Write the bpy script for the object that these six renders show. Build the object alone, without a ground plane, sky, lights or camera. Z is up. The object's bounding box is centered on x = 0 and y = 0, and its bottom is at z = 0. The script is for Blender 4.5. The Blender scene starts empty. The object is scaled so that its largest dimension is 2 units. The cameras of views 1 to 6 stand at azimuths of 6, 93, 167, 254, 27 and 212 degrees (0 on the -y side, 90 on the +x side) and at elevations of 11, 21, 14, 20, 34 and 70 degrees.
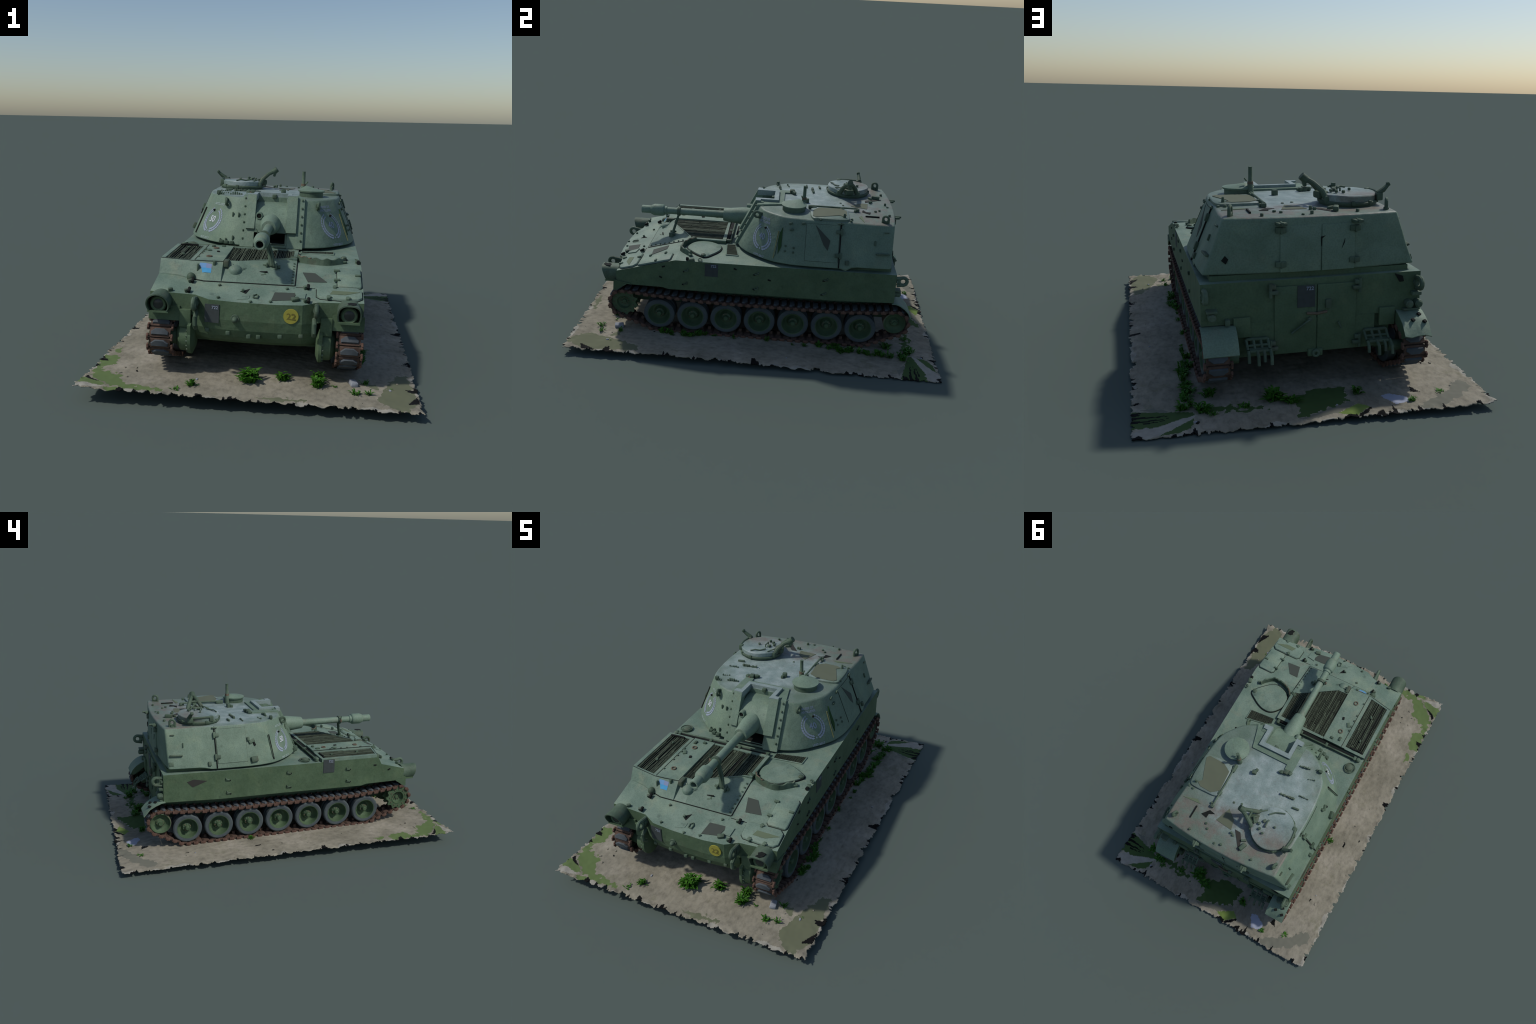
import bpy, bmesh, math, random
from mathutils import Vector, Matrix, noise

RNG = random.Random(109)

# ------------------------------------------------------------------ materials
def lin(c):
    c = c / 255.0
    return c / 12.92 if c <= 0.04045 else ((c + 0.055) / 1.055) ** 2.4

def col(r, g, b):
    return (lin(r), lin(g), lin(b), 1.0)

class Nodes:
    def __init__(self, name):
        self.m = bpy.data.materials.new(name)
        self.m.use_nodes = True
        self.t = self.m.node_tree
        self.t.nodes.clear()
        self.out = self.t.nodes.new("ShaderNodeOutputMaterial")
        self.bs = self.t.nodes.new("ShaderNodeBsdfPrincipled")
        self.t.links.new(self.bs.outputs[0], self.out.inputs[0])
        self.co = self.t.nodes.new("ShaderNodeTexCoord")

    def n(self, kind, **kw):
        x = self.t.nodes.new(kind)
        for k, v in kw.items():
            if hasattr(x, k):
                setattr(x, k, v)
            else:
                x.inputs[k.replace("_", " ")].default_value = v
        return x

    def l(self, a, b):
        self.t.links.new(a, b)

    def noise(self, scale, detail=4.0, rough=0.6, stretch=None):
        x = self.n("ShaderNodeTexNoise")
        x.inputs["Scale"].default_value = scale
        x.inputs["Detail"].default_value = detail
        x.inputs["Roughness"].default_value = rough
        if stretch:
            mp = self.n("ShaderNodeMapping")
            mp.inputs["Scale"].default_value = stretch
            self.l(self.co.outputs["Object"], mp.inputs["Vector"])
            self.l(mp.outputs[0], x.inputs["Vector"])
        else:
            self.l(self.co.outputs["Object"], x.inputs["Vector"])
        return x.outputs["Fac"]

    def ramp(self, fac, stops):
        r = self.n("ShaderNodeValToRGB")
        e = r.color_ramp.elements
        while len(e) < len(stops):
            e.new(0.5)
        for i, (p, c) in enumerate(stops):
            e[i].position = p
            e[i].color = c
        self.l(fac, r.inputs[0])
        return r.outputs[0]

    def mix(self, fac, a, b, blend="MIX"):
        m = self.n("ShaderNodeMix", data_type="RGBA", blend_type=blend)
        if isinstance(fac, (int, float)):
            m.inputs[0].default_value = fac
        else:
            self.l(fac, m.inputs[0])
        for sock, v in ((m.inputs[6], a), (m.inputs[7], b)):
            if isinstance(v, tuple):
                sock.default_value = v
            else:
                self.l(v, sock)
        return m.outputs[2]

    def bump(self, fac, strength, dist):
        b = self.n("ShaderNodeBump")
        b.inputs["Strength"].default_value = strength
        b.inputs["Distance"].default_value = dist
        self.l(fac, b.inputs["Height"])
        if self.bs.inputs["Normal"].is_linked:   # stack on an earlier bump
            self.l(self.bs.inputs["Normal"].links[0].from_socket, b.inputs["Normal"])
        self.l(b.outputs[0], self.bs.inputs["Normal"])

    def done(self, base, rough=0.7, metal=0.0, spec=0.3):
        if isinstance(base, tuple):
            self.bs.inputs["Base Color"].default_value = base
        else:
            self.l(base, self.bs.inputs["Base Color"])
        self.bs.inputs["Roughness"].default_value = rough
        self.bs.inputs["Metallic"].default_value = metal
        self.bs.inputs["Specular IOR Level"].default_value = spec
        return self.m

def g(v):
    return (v, v, v, 1.0)

def paint(name, c, c2, dirt, dirt_amount=0.5, rough=0.62, dark_mottle=0.0, worn=0.0):
    """weathered army paint: two tones, dusty stains, fine speckle"""
    m = Nodes(name)
    tone = m.ramp(m.noise(9, 5, 0.55), [(0.36, c), (0.66, c2)])
    stain = m.ramp(m.noise(14, 6, 0.65), [(0.54, g(0)), (0.74, g(dirt_amount))])
    base = m.mix(stain, tone, dirt)
    if worn:
        wm = m.ramp(m.noise(7, 6, 0.6), [(0.52, g(0)), (0.68, g(worn))])
        base = m.mix(wm, base, tuple(min(1, x * k) for x, k in zip(c2[:3], (1.28, 1.22, 1.10))) + (1.0,))
    if dark_mottle:
        gm = m.ramp(m.noise(19, 7, 0.72), [(0.58, g(0)), (0.70, g(dark_mottle))])
        base = m.mix(gm, base, tuple(x * 0.45 for x in c[:3]) + (1.0,))
    speck = m.ramp(m.noise(160, 2, 0.5), [(0.3, g(0.86)), (0.6, g(1.04))])
    base = m.mix(1.0, base, speck, "MULTIPLY")
    m.bump(m.noise(17, 2, 0.5), 0.5, 0.008)
    m.bump(m.noise(55, 4, 0.6), 0.25, 0.004)
    return m.done(base, rough)

def plain(name, c, var=0.12, scale=60, rough=0.8, bump=0.0):
    m = Nodes(name)
    d = tuple(x * (1 - var) for x in c[:3]) + (1.0,)
    u = tuple(min(1, x * (1 + var)) for x in c[:3]) + (1.0,)
    f = m.noise(scale, 4, 0.6)
    if bump:
        m.bump(f, bump, 0.004)
    return m.done(m.ramp(f, [(0.3, d), (0.7, u)]), rough)

def blue_centred_roof():
    """roof paint: paler blue-grey over the middle, green towards the front and edges, dusty brown at the rear"""
    m = Nodes("roof_paint")
    def blob(center, inv, lo, hi, wob):
        mp = m.n("ShaderNodeMapping")
        mp.inputs["Location"].default_value = tuple(-c * i for c, i in zip(center, inv))
        mp.inputs["Scale"].default_value = inv
        m.l(m.co.outputs["Object"], mp.inputs["Vector"])
        ln = m.n("ShaderNodeVectorMath", operation="LENGTH")
        m.l(mp.outputs[0], ln.inputs[0])
        ad = m.n("ShaderNodeMath", operation="MULTIPLY_ADD")
        m.l(m.noise(11, 6, 0.65), ad.inputs[0])
        ad.inputs[1].default_value = wob
        m.l(ln.outputs["Value"], ad.inputs[2])
        return m.ramp(ad.outputs[0], [(lo, g(1)), (hi, g(0))])
    green = m.ramp(m.noise(9, 5, 0.55), [(0.36, col(96, 114, 100)), (0.66, col(108, 124, 112))])
    blue = m.ramp(m.noise(13, 5, 0.6), [(0.34, col(114, 131, 127)), (0.52, col(130, 146, 142)), (0.70, col(150, 162, 160))])
    base = m.mix(blob((-0.06, 0.33, 0.69), (2.1, 2.0, 0.0), 0.70, 1.0, 0.5), green, blue)
    st = m.ramp(m.noise(12, 6, 0.68), [(0.42, g(0.1)), (0.60, g(0.85))])
    rear = m.mix(1.0, st, blob((0.0, 0.72, 0.69), (1.3, 2.6, 0.0), 0.75, 1.0, 0.4), "MULTIPLY")
    base = m.mix(rear, base, col(112, 104, 95))
    base = m.mix(m.ramp(m.noise(15, 6, 0.68), [(0.56, g(0)), (0.74, g(0.35))]), base, col(112, 104, 95))
    base = m.mix(m.ramp(m.noise(19, 7, 0.72), [(0.58, g(0)), (0.70, g(0.35))]), base, col(62, 74, 68))
    base = m.mix(1.0, base, m.ramp(m.noise(160, 2, 0.5), [(0.3, g(0.86)), (0.6, g(1.04))]), "MULTIPLY")
    m.bump(m.noise(17, 2, 0.5), 0.5, 0.008)
    m.bump(m.noise(55, 4, 0.6), 0.25, 0.004)
    return m.done(base, 0.5)

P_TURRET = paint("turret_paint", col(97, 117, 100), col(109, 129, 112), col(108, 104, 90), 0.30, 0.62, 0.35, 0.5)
P_ROOF = blue_centred_roof()
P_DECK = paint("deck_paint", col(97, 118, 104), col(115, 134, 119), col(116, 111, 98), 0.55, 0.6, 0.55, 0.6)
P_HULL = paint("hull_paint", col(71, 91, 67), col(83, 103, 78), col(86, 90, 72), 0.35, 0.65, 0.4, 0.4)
P_WHEEL = paint("wheel_paint", col(61, 81, 57), col(80, 101, 74), col(82, 78, 60), 0.4, 0.65, 0.4)  # darkened to carry the shading inside the wheel dishes
P_GUN = paint("gun_paint", col(104, 124, 106), col(116, 136, 120), col(118, 108, 94), 0.35)
P_FIT = paint("fitting_paint", col(62, 79, 63), col(88, 106, 88), col(90, 78, 66), 0.5, 0.65, 0.6)  # base colour lowered so fittings read as if in shade
P_DARK = plain("dark_recess", col(20, 23, 20), 0.3, 40, 0.9)
P_SLAT = plain("slat_paint", col(57, 65, 52), 0.4, 30, 0.85)
P_RIM = paint("pale_rim_paint", col(124, 139, 135), col(138, 151, 148), col(112, 108, 98), 0.5, 0.5, 0.3)
P_SLAT2 = plain("dusty_slat_paint", col(76, 86, 70), 0.35, 40, 0.85)
RUBBER = plain("rubber", col(74, 80, 84), 0.22, 25, 0.85, 0.3)
TYRE = paint("tyre_rubber", col(66, 74, 78), col(78, 86, 88), col(76, 96, 72), 0.6, 0.85)
RUST = plain("rusty_steel", col(78, 62, 53), 0.35, 45, 0.9, 0.5)
RUST_D = plain("rusty_connector", col(90, 68, 58), 0.4, 30, 0.9, 0.5)
PLATE = plain("number_plate", col(60, 66, 66), 0.14, 60, 0.7)
WHITE = plain("white_marking", col(186, 190, 196), 0.06, 90, 0.8)
LILAC = plain("faded_marking", col(140, 150, 166), 0.08, 90, 0.8)
PALE = plain("worn_lettering", col(150, 166, 160), 0.06, 90, 0.8)
YELLOW = plain("yellow_marking", col(152, 146, 62), 0.06, 50, 0.75)
UMBER = plain("dark_digit", col(106, 98, 46), 0.05, 50, 0.75)
SKY = plain("blue_marking", col(70, 146, 190), 0.05, 50, 0.75)
SKY2 = plain("pale_blue_marking", col(104, 146, 188), 0.05, 50, 0.75)
PINK = plain("lilac_marking", col(126, 138, 170), 0.05, 50, 0.75)
FILL_G = plain("grey_filler", col(64, 70, 63), 0.02, 20, 0.8)
FILL_B = plain("beige_filler", col(92, 98, 80), 0.04, 14, 0.8)
FILL_O = plain("olive_filler", col(94, 107, 83), 0.03, 20, 0.8)
FILL_D = plain("green_filler", col(40, 70, 34), 0.03, 20, 0.8)
FILL_K = plain("brown_filler", col(54, 53, 49), 0.03, 20, 0.8)
GLASS = plain("lamp_glass", col(60, 62, 58), 0.2, 60, 0.25)
STRIP = plain("yellowed_strip", col(112, 116, 80), 0.2, 60, 0.85)
BRASS = plain("rusty_edge", col(98, 87, 73), 0.25, 80, 0.85)
STONE = plain("grey_stone", col(140, 144, 150), 0.15, 60, 0.9, 0.4)

# sandy soil
def soil():
    m = Nodes("dusty_soil")
    a = m.ramp(m.noise(5, 6, 0.6), [(0.32, col(122, 118, 104)), (0.52, col(139, 134, 119)), (0.72, col(156, 150, 136))])
    f = m.ramp(m.noise(42, 5, 0.7, (1.0, 0.6, 1.0)), [(0.3, g(0.70)), (0.5, g(0.98)), (0.72, g(1.16))])
    a = m.mix(1.0, a, f, "MULTIPLY")
    mo = m.ramp(m.noise(9, 5, 0.7), [(0.58, g(0)), (0.70, g(0.45))])
    a = m.mix(mo, a, col(104, 104, 78))
    m.bump(m.noise(90, 5, 0.7), 0.35, 0.004)
    return m.done(a, 0.95, 0, 0.15)

SOIL = soil()
MOSS = plain("flat_grass_patch", col(92, 110, 66), 0.02, 8, 0.95)
MOSS_D = plain("dark_grass_patch", col(62, 84, 44), 0.08, 8, 0.95)
LIME = plain("lime_grass_patch", col(104, 124, 62), 0.15, 16, 0.95)
OLIVE = plain("olive_patch", col(100, 104, 82), 0.02, 8, 0.95)
GREYP = plain("grey_patch", col(108, 108, 96), 0.02, 8, 0.95)
LIGHT = plain("pale_grey_patch", col(146, 143, 132), 0.15, 30, 0.95)
BLUEP = plain("bluish_patch", col(150, 156, 172), 0.05, 12, 0.9)
BLACK = plain("black_void_patch", col(6, 6, 6), 0.1, 20, 1.0)

def leafmat():
    m = Nodes("weed_leaf")
    a = m.ramp(m.noise(60, 3, 0.6), [(0.3, col(38, 80, 20)), (0.55, col(62, 114, 30)), (0.8, col(98, 146, 50))])
    m.done(a, 0.6)
    tr = m.n("ShaderNodeBsdfTranslucent")
    m.l(a, tr.inputs[0])
    mx = m.n("ShaderNodeMixShader")
    mx.inputs[0].default_value = 0.25
    m.l(m.bs.outputs[0], mx.inputs[1])
    m.l(tr.outputs[0], mx.inputs[2])
    m.l(mx.outputs[0], m.out.inputs[0])
    return m.m

LEAF = leafmat()

# ------------------------------------------------------------------ mesh builder
class Build:
    def __init__(self):
        self.v, self.f, self.mi, self.mats = [], [], [], []

    def mat(self, m):
        if m not in self.mats:
            self.mats.append(m)
        return self.mats.index(m)

    def add(self, verts, faces, m):
        k = len(self.v)
        i = self.mat(m)
        self.v += [Vector(p) for p in verts]
        for f in faces:
            self.f.append([k + a for a in f])
            self.mi.append(i)
        return self

    def bm(self, b, m, mtx=None):
        b.verts.index_update()
        vs = [(mtx @ v.co) if mtx else v.co.copy() for v in b.verts]
        fs = [[v.index for v in f.verts] for f in b.faces]
        self.add(vs, fs, m)
        b.free()

    def box(self, c, s, m, rot=None, bev=0.0):
        b = bmesh.new()
        bmesh.ops.create_cube(b, size=1.0)
        for v in b.verts:
            v.co = Vector((v.co.x * s[0], v.co.y * s[1], v.co.z * s[2]))
        if bev:
            bmesh.ops.bevel(b, geom=list(b.edges), offset=bev, segments=2, affect="EDGES", profile=0.5)
        mt = Matrix.Translation(c)
        if rot is not None:
            mt = mt @ rot.to_4x4()
        self.bm(b, m, mt)
        return self

    def lathe(self, prof, o, axis, m, seg=24, close=False):
        """prof: (distance along axis, radius)"""
        ax = Vector(axis).normalized()
        a = ax.orthogonal().normalized()
        b = ax.cross(a)
        o = Vector(o)
        vs, fs = [], []
        n = len(prof)
        for h, r in prof:
            for k in range(seg):
                t = 2 * math.pi * k / seg
                vs.append(o + ax * h + (a * math.cos(t) + b * math.sin(t)) * r)
        for i in range(n - 1):
            for k in range(seg):
                k2 = (k + 1) % seg
                fs.append([i * seg + k, i * seg + k2, (i + 1) * seg + k2, (i + 1) * seg + k])
        if not close:
            if prof[0][1] > 1e-6:
                fs.append(list(range(seg))[::-1])
            if prof[-1][1] > 1e-6:
                fs.append([(n - 1) * seg + k for k in range(seg)])
        return self.add(vs, fs, m)

    def cyl(self, p0, p1, r0, m, r1=None, seg=12):
        p0, p1 = Vector(p0), Vector(p1)
        return self.lathe([(0, r0), ((p1 - p0).length, r0 if r1 is None else r1)], p0, p1 - p0, m, seg)

    def tube(self, pts, r, m, seg=8, closed=False):
        pts = [Vector(p) for p in pts]
        n = len(pts)
        vs, fs = [], []
        ref = None
        for i, p in enumerate(pts):
            if closed:
                d = pts[(i + 1) % n] - pts[i - 1]
            else:
                d = pts[min(i + 1, n - 1)] - pts[max(i - 1, 0)]
            d.normalize()
            if ref is None:
                ref = d.orthogonal().normalized()
            ref = (ref - d * ref.dot(d)).normalized()
            b = d.cross(ref)
            rr = r[i] if isinstance(r, (list, tuple)) else r
            for k in range(seg):
                t = 2 * math.pi * k / seg
                vs.append(p + (ref * math.cos(t) + b * math.sin(t)) * rr)
        for i in range(n if closed else n - 1):
            j = (i + 1) % n
            for k in range(seg):
                k2 = (k + 1) % seg
                fs.append([i * seg + k, i * seg + k2, j * seg + k2, j * seg + k])
        if not closed:
            fs.append(list(range(seg))[::-1])
            fs.append([(n - 1) * seg + k for k in range(seg)])
        return self.add(vs, fs, m)

    def ring(self, c, normal, R, r, m, seg=20, tube=8):
        nz = Vector(normal).normalized()
        a = nz.orthogonal().normalized()
        b = nz.cross(a)
        c = Vector(c)
        return self.tube([c + (a * math.cos(t) + b * math.sin(t)) * R
                          for t in [2 * math.pi * i / seg for i in range(seg)]], r, m, tube, True)

    def prism(self, poly, off, m, mside=None):
        """poly: list of 3D points (planar-ish), off: extrusion vector"""
        n = len(poly)
        poly = [Vector(p) for p in poly]
        off = Vector(off)
        self.add([p + off for p in poly], [list(range(n))], m)
        self.add(poly, [list(range(n))[::-1]], mside or m)
        self.add(poly + [p + off for p in poly],
                 [[i, (i + 1) % n, n + (i + 1) % n, n + i] for i in range(n)], mside or m)
        return self

    def eye(self, c, normal, R, r, m, foot=None):
        """lifting eye: a ring, with a foot to the surface"""
        self.ring(c, normal, R, r, m)
        if foot is not None:
            c, foot = Vector(c), Vector(foot)
            d = (foot - c).normalized()
            nz = Vector(normal).normalized()
            w = d.cross(nz)
            for s in (-1, 1):
                self.cyl(c + w * s * R * 0.95, foot + w * s * R * 1.0, r * 1.05, m, None, 8)
            self.cyl(c + d * R * 1.2, foot, R * 0.75, m, None, 8)
        return self

    def obj(self, name, parent, angle=35, fixn=True, kind=None):
        me = bpy.data.meshes.new(name)
        me.from_pydata([tuple(p) for p in self.v], [], self.f)
        for m in self.mats:
            me.materials.append(m)
        me.polygons.foreach_set("material_index", self.mi)
        if fixn:
            b = bmesh.new()
            b.from_mesh(me)
            bmesh.ops.remove_doubles(b, verts=b.verts, dist=1e-6)
            bmesh.ops.recalc_face_normals(b, faces=b.faces)
            b.to_mesh(me)
            b.free()
        me.shade_smooth()
        me.set_sharp_from_angle(angle=math.radians(angle))
        o = bpy.data.objects.new(name, me)
        bpy.context.scene.collection.objects.link(o)
        if parent:
            o.parent = parent
        if kind:
            o["kind"] = kind
        return o

def empty(name, parent=None):
    o = bpy.data.objects.new(name, None)
    o.empty_display_size = 0.1
    bpy.context.scene.collection.objects.link(o)
    if parent:
        o.parent = parent
    return o

def rotx(a): return Matrix.Rotation(a, 3, "X")
def roty(a): return Matrix.Rotation(a, 3, "Y")
def rotz(a): return Matrix.Rotation(a, 3, "Z")

def basis(x, y):
    x = Vector(x).normalized()
    z = x.cross(Vector(y)).normalized()
    y = z.cross(x)
    return Matrix((x, y, z)).transposed()

# ------------------------------------------------------------------ the vehicle's frame
YAW, SX, SY = 0.014, -0.021, -0.010
xa = Vector((math.cos(YAW), math.sin(YAW), SX)).normalized()
ya = Vector((-math.sin(YAW), math.cos(YAW), SY))
ya = (ya - xa * ya.dot(xa)).normalized()
za = xa.cross(ya)
VEH = empty("self_propelled_howitzer")
VEH.matrix_world = Matrix.Translation((-0.008, 0, 0.037)) @ Matrix((xa, ya, za)).transposed().to_4x4()
VEH["label"] = "faded green tracked armoured gun vehicle with short barrel"
VEH["category"] = "armoured vehicle"

# ------------------------------------------------------------------ hull
HW, HWR = 0.44, 0.4355   # left and right half widths
BREAK = (-0.44, 0.442)
SLOPE = 0.266

def glacis(y):
    return BREAK[1] + SLOPE * (y - BREAK[0])

GN = Vector((0, -SLOPE, 1)).normalized()
NOSE = [(-0.44, -0.757), (-0.25, -0.766), (-0.19, -0.797), (-0.08, -0.806), (0.08, -0.808),
        (0.19, -0.799), (0.25, -0.768), (0.4355, -0.755)]

def build_hull():
    b = Build()
    # upper hull: deck, glacis, side walls, nose strip
    cols = []
    for x, yn in NOSE:
        cols.append([(x, 0.731, 0.287), (x, 0.728, 0.449), (x, 0.0, 0.444), (x, BREAK[0], BREAK[1]),
                     (x, yn, glacis(yn)), (x, yn - 0.002, 0.268 if abs(x) < 0.26 else 0.30)])
    for a, c in zip(cols[:-1], cols[1:]):
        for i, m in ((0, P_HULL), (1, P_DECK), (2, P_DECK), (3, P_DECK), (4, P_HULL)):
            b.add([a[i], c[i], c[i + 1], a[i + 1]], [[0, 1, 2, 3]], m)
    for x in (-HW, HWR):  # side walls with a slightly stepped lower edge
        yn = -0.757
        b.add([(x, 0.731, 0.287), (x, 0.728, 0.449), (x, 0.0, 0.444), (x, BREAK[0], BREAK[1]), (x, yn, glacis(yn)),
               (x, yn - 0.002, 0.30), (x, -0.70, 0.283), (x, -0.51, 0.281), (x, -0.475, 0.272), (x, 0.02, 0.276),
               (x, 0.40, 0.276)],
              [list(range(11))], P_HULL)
    b.add([(-HW, -0.755, 0.287), (HWR, -0.755, 0.287), (HWR, 0.731, 0.287), (-HW, 0.731, 0.287)], [[0, 1, 2, 3]], P_HULL)
    hull = b.obj("hull", VEH, 25, False)
    # lower hull with rounded bow
    b = Build()
    cols = []
    for x, yn in NOSE[1:-1]:
        k = (abs(x) - 0.19) / 0.06 if abs(x) > 0.19 else 0
        cols.append([(x, yn - 0.002, 0.268), (x, yn + 0.006, 0.225), (x, yn + 0.02, 0.195), (x, yn + 0.036, 0.174),
                     (x, yn + 0.058, 0.158), (x, -0.66, 0.152), (x, 0.62, 0.147), (x, 0.70, 0.147), (x, 0.733, 0.155),
                     (x, 0.733, 0.288)])
    for a, c in zip(cols[:-1], cols[1:]):
        for i in range(9):
            b.add([a[i], c[i], c[i + 1], a[i + 1]], [[0, 1, 2, 3]], P_HULL)
    for c in (cols[0], cols[-1]):
        b.add(c, [list(range(10))], P_HULL)
    b.box((0, 0.012, 0.2165), (0.64, 1.40, 0.149), P_HULL)
    b.obj("lower_hull", VEH, 50, False)

build_hull()

# bow fittings ---------------------------------------------------------------
def build_bow():
    b = Build()
    for x, z in ((-0.194, 0.218), (-0.108, 0.211), (-0.023, 0.203), (0.017, 0.203), (0.104, 0.210), (0.188, 0.216)):
        y = -0.797 + abs(x) * 0.05
        b.box((x, y + 0.004, z), (0.018, 0.024, 0.017), P_FIT, None, 0.003)
    b.obj("bow_step", VEH)
    b = Build()
    b.cyl((-0.079, -0.80, 0.276), (-0.079, -0.812, 0.276), 0.02, P_FIT, 0.017, 12)
    b.lathe([(0, 0.012), (0.012, 0.011), (0.018, 0.006), (0.02, 0)], (-0.079, -0.812, 0.274), (0, -1, 0), P_FIT, 12)
    b.obj("bow_plug", VEH)
    for s in (-1, 1):
        b = Build()
        # tow eyes: ring plate + hook below
        b.eye((s * 0.246, -0.825, 0.332), (1, 0, 0), 0.020, 0.009, P_FIT, (s * 0.246, -0.77, 0.322))
        b.box((s * 0.246, -0.775, 0.318), (0.02, 0.03, 0.045), P_FIT, None, 0.004)
        b.tube([(s * 0.240, -0.79, 0.29), (s * 0.240, -0.822, 0.275), (s * 0.240, -0.822, 0.245), (s * 0.240, -0.80, 0.225)],
               0.010, P_FIT, 8)
        b.obj("tow_eye", VEH)
        # nose bracket beside the lamp
        b = Build()
        b.box((s * 0.289, -0.768, 0.256), (0.048, 0.024, 0.075), P_HULL, None, 0.003)
        b.obj("bow_bracket", VEH)
        # mud guard over the track front
        b = Build()
        b.prism([(s * 0.312, -0.772, 0.302), (s * 0.441, -0.772, 0.302), (s * 0.441, -0.775, 0.244), (s * 0.312, -0.775, 0.243)],
                (0, 0.006, 0), P_HULL)
        b.prism([(s * 0.312, -0.772, 0.300), (s * 0.441, -0.772, 0.300), (s * 0.441, -0.68, 0.284), (s * 0.312, -0.68, 0.284)],
                (0, 0, 0.006), P_HULL)
        b.prism([(s * 0.4375, -0.772, 0.30), (s * 0.4375, -0.775, 0.244), (s * 0.4375, -0.755, 0.248), (s * 0.4375, -0.70, 0.286)],
                (s * 0.004, 0, 0), P_HULL)
        b.obj("mud_guard", VEH)
        # lamp hood: arched shell, raked front
        b = Build()
        cx, cz, R = (-0.393 if s < 0 else 0.376), 0.321, 0.0475
        arc = []
        N = 22
        for i in range(N + 1):
            t = math.radians(-38 + (218 + 38) * i / N)
            x, z = math.cos(t), math.sin(t)
            if s > 0:  # squarer hood on this side
                x = math.copysign(abs(x) ** 0.7, x)
                z = math.copysign(abs(z) ** 0.8, z)
            arc.append((x, z))
        vs, fs = [], []
        for x, z in arc:
            rake = 0.016 * (1 - z)
            for rr, yy in ((R, -0.752), (R, (-0.852 if s < 0 else -0.845) + rake), (R - 0.005, (-0.852 if s < 0 else -0.845) + rake), (R - 0.005, -0.752)):
                vs.append((cx + x * rr, yy, cz + z * rr))
        for i in range(N):
            for k in range(4):
                k2 = (k + 1) % 4
                fs.append([i * 4 + k, i * 4 + k2, i * 4 + 4 + k2, i * 4 + 4 + k])
        fs += [[0, 1, 2, 3], [N * 4 + 3, N * 4 + 2, N * 4 + 1, N * 4]]
        b.add(vs, fs, P_FIT)
        b.box((cx, -0.795, 0.290), (0.086, 0.06, 0.008), P_HULL)
        if s > 0:   # torn opening in the top of this hood
            b.prism([(cx + x, y, cz + R - 0.004) for x, y in ((-0.012, -0.834), (0.010, -0.838), (0.022, -0.822), (0.026, -0.800), (0.004, -0.796), (-0.010, -0.808), (-0.004, -0.820))],
                    (0, 0, 0.0052), P_DARK)
        b.obj("lamp_hood", VEH)
        b = Build()
        b.lathe([(0, 0.034), (0.050, 0.034), (0.056, 0.029), (0.053, 0.024)], (cx, -0.762, 0.320), (0, -1, 0), P_HULL, 20)
        b.lathe([(0, 0.024), (0.004, 0.018), (0.006, 0)], (cx, -0.813, 0.320), (0, -1, 0), GLASS, 20)
        b.obj("head_lamp", VEH)
        # final drive housing
        b = Build()
        b.lathe([(0, 0.05), (0.012, 0.078), (0.024, 0.078), (0.026, 0.068), (0.06, 0.066), (0.075, 0.05), (0.085, 0.03)],
                (s * 0.25, -0.722, 0.17), (s, 0, 0), P_HULL, 28)
        b.prism([(s * 0.262, -0.80, 0.23), (s * 0.262, -0.792, 0.14), (s * 0.262, -0.765, 0.105), (s * 0.262, -0.70, 0.10), (s * 0.262, -0.66, 0.2), (s * 0.262, -0.70, 0.26)],
                (s * 0.014, 0, 0), P_HULL)
        for k in range(9):
            t = math.radians(150 + k * 18)
            b.cyl((s * 0.274, -0.722 + 0.071 * math.cos(t), 0.17 + 0.071 * math.sin(t)),
                  (s * 0.282, -0.722 + 0.071 * math.cos(t), 0.17 + 0.071 * math.sin(t)), 0.005, P_FIT, None, 6)
        b.obj("final_drive", VEH)

build_bow()

# engine deck ------------------------------------------------------------------
EDGE = [(-0.4404, -0.568, 0.463, -0.600, 0.4000), (-0.36, -0.585, 0.463, -0.613, 0.401), (-0.29, -0.598, 0.463, -0.636, 0.394),
        (-0.235, -0.596, 0.463, -0.650, 0.391), (-0.164, -0.588, 0.463, -0.649, 0.391), (-0.160, -0.556, 0.462, -0.6485, 0.391),
        (-0.098, -0.552, 0.462, -0.648, 0.391), (0.105, -0.419, 0.456, -0.646, 0.391), (0.149, -0.412, 0.450, -0.645, 0.391)]

def grille_front(x):
    pts = [(-0.443, -0.565), (-0.29, -0.59), (-0.164, -0.546), (-0.098, -0.543), (0.105, -0.412), (0.16, -0.40)]
    for (x0, y0), (x1, y1) in zip(pts[:-1], pts[1:]):
        if x0 <= x <= x1:
            return y0 + (y1 - y0) * (x - x0) / (x1 - x0)
    return -0.40

def plate_z(x, y):
    for a, c in zip(EDGE[:-1], EDGE[1:]):
        if a[0] <= x <= c[0]:
            k = (x - a[0]) / (c[0] - a[0])
            t = [p + (q - p) * k for p, q in zip(a, c)]
            f = (y - t[1]) / (t[3] - t[1])
            return t[2] + (t[4] - t[2]) * max(0, min(1, f))
    return glacis(y)

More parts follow.
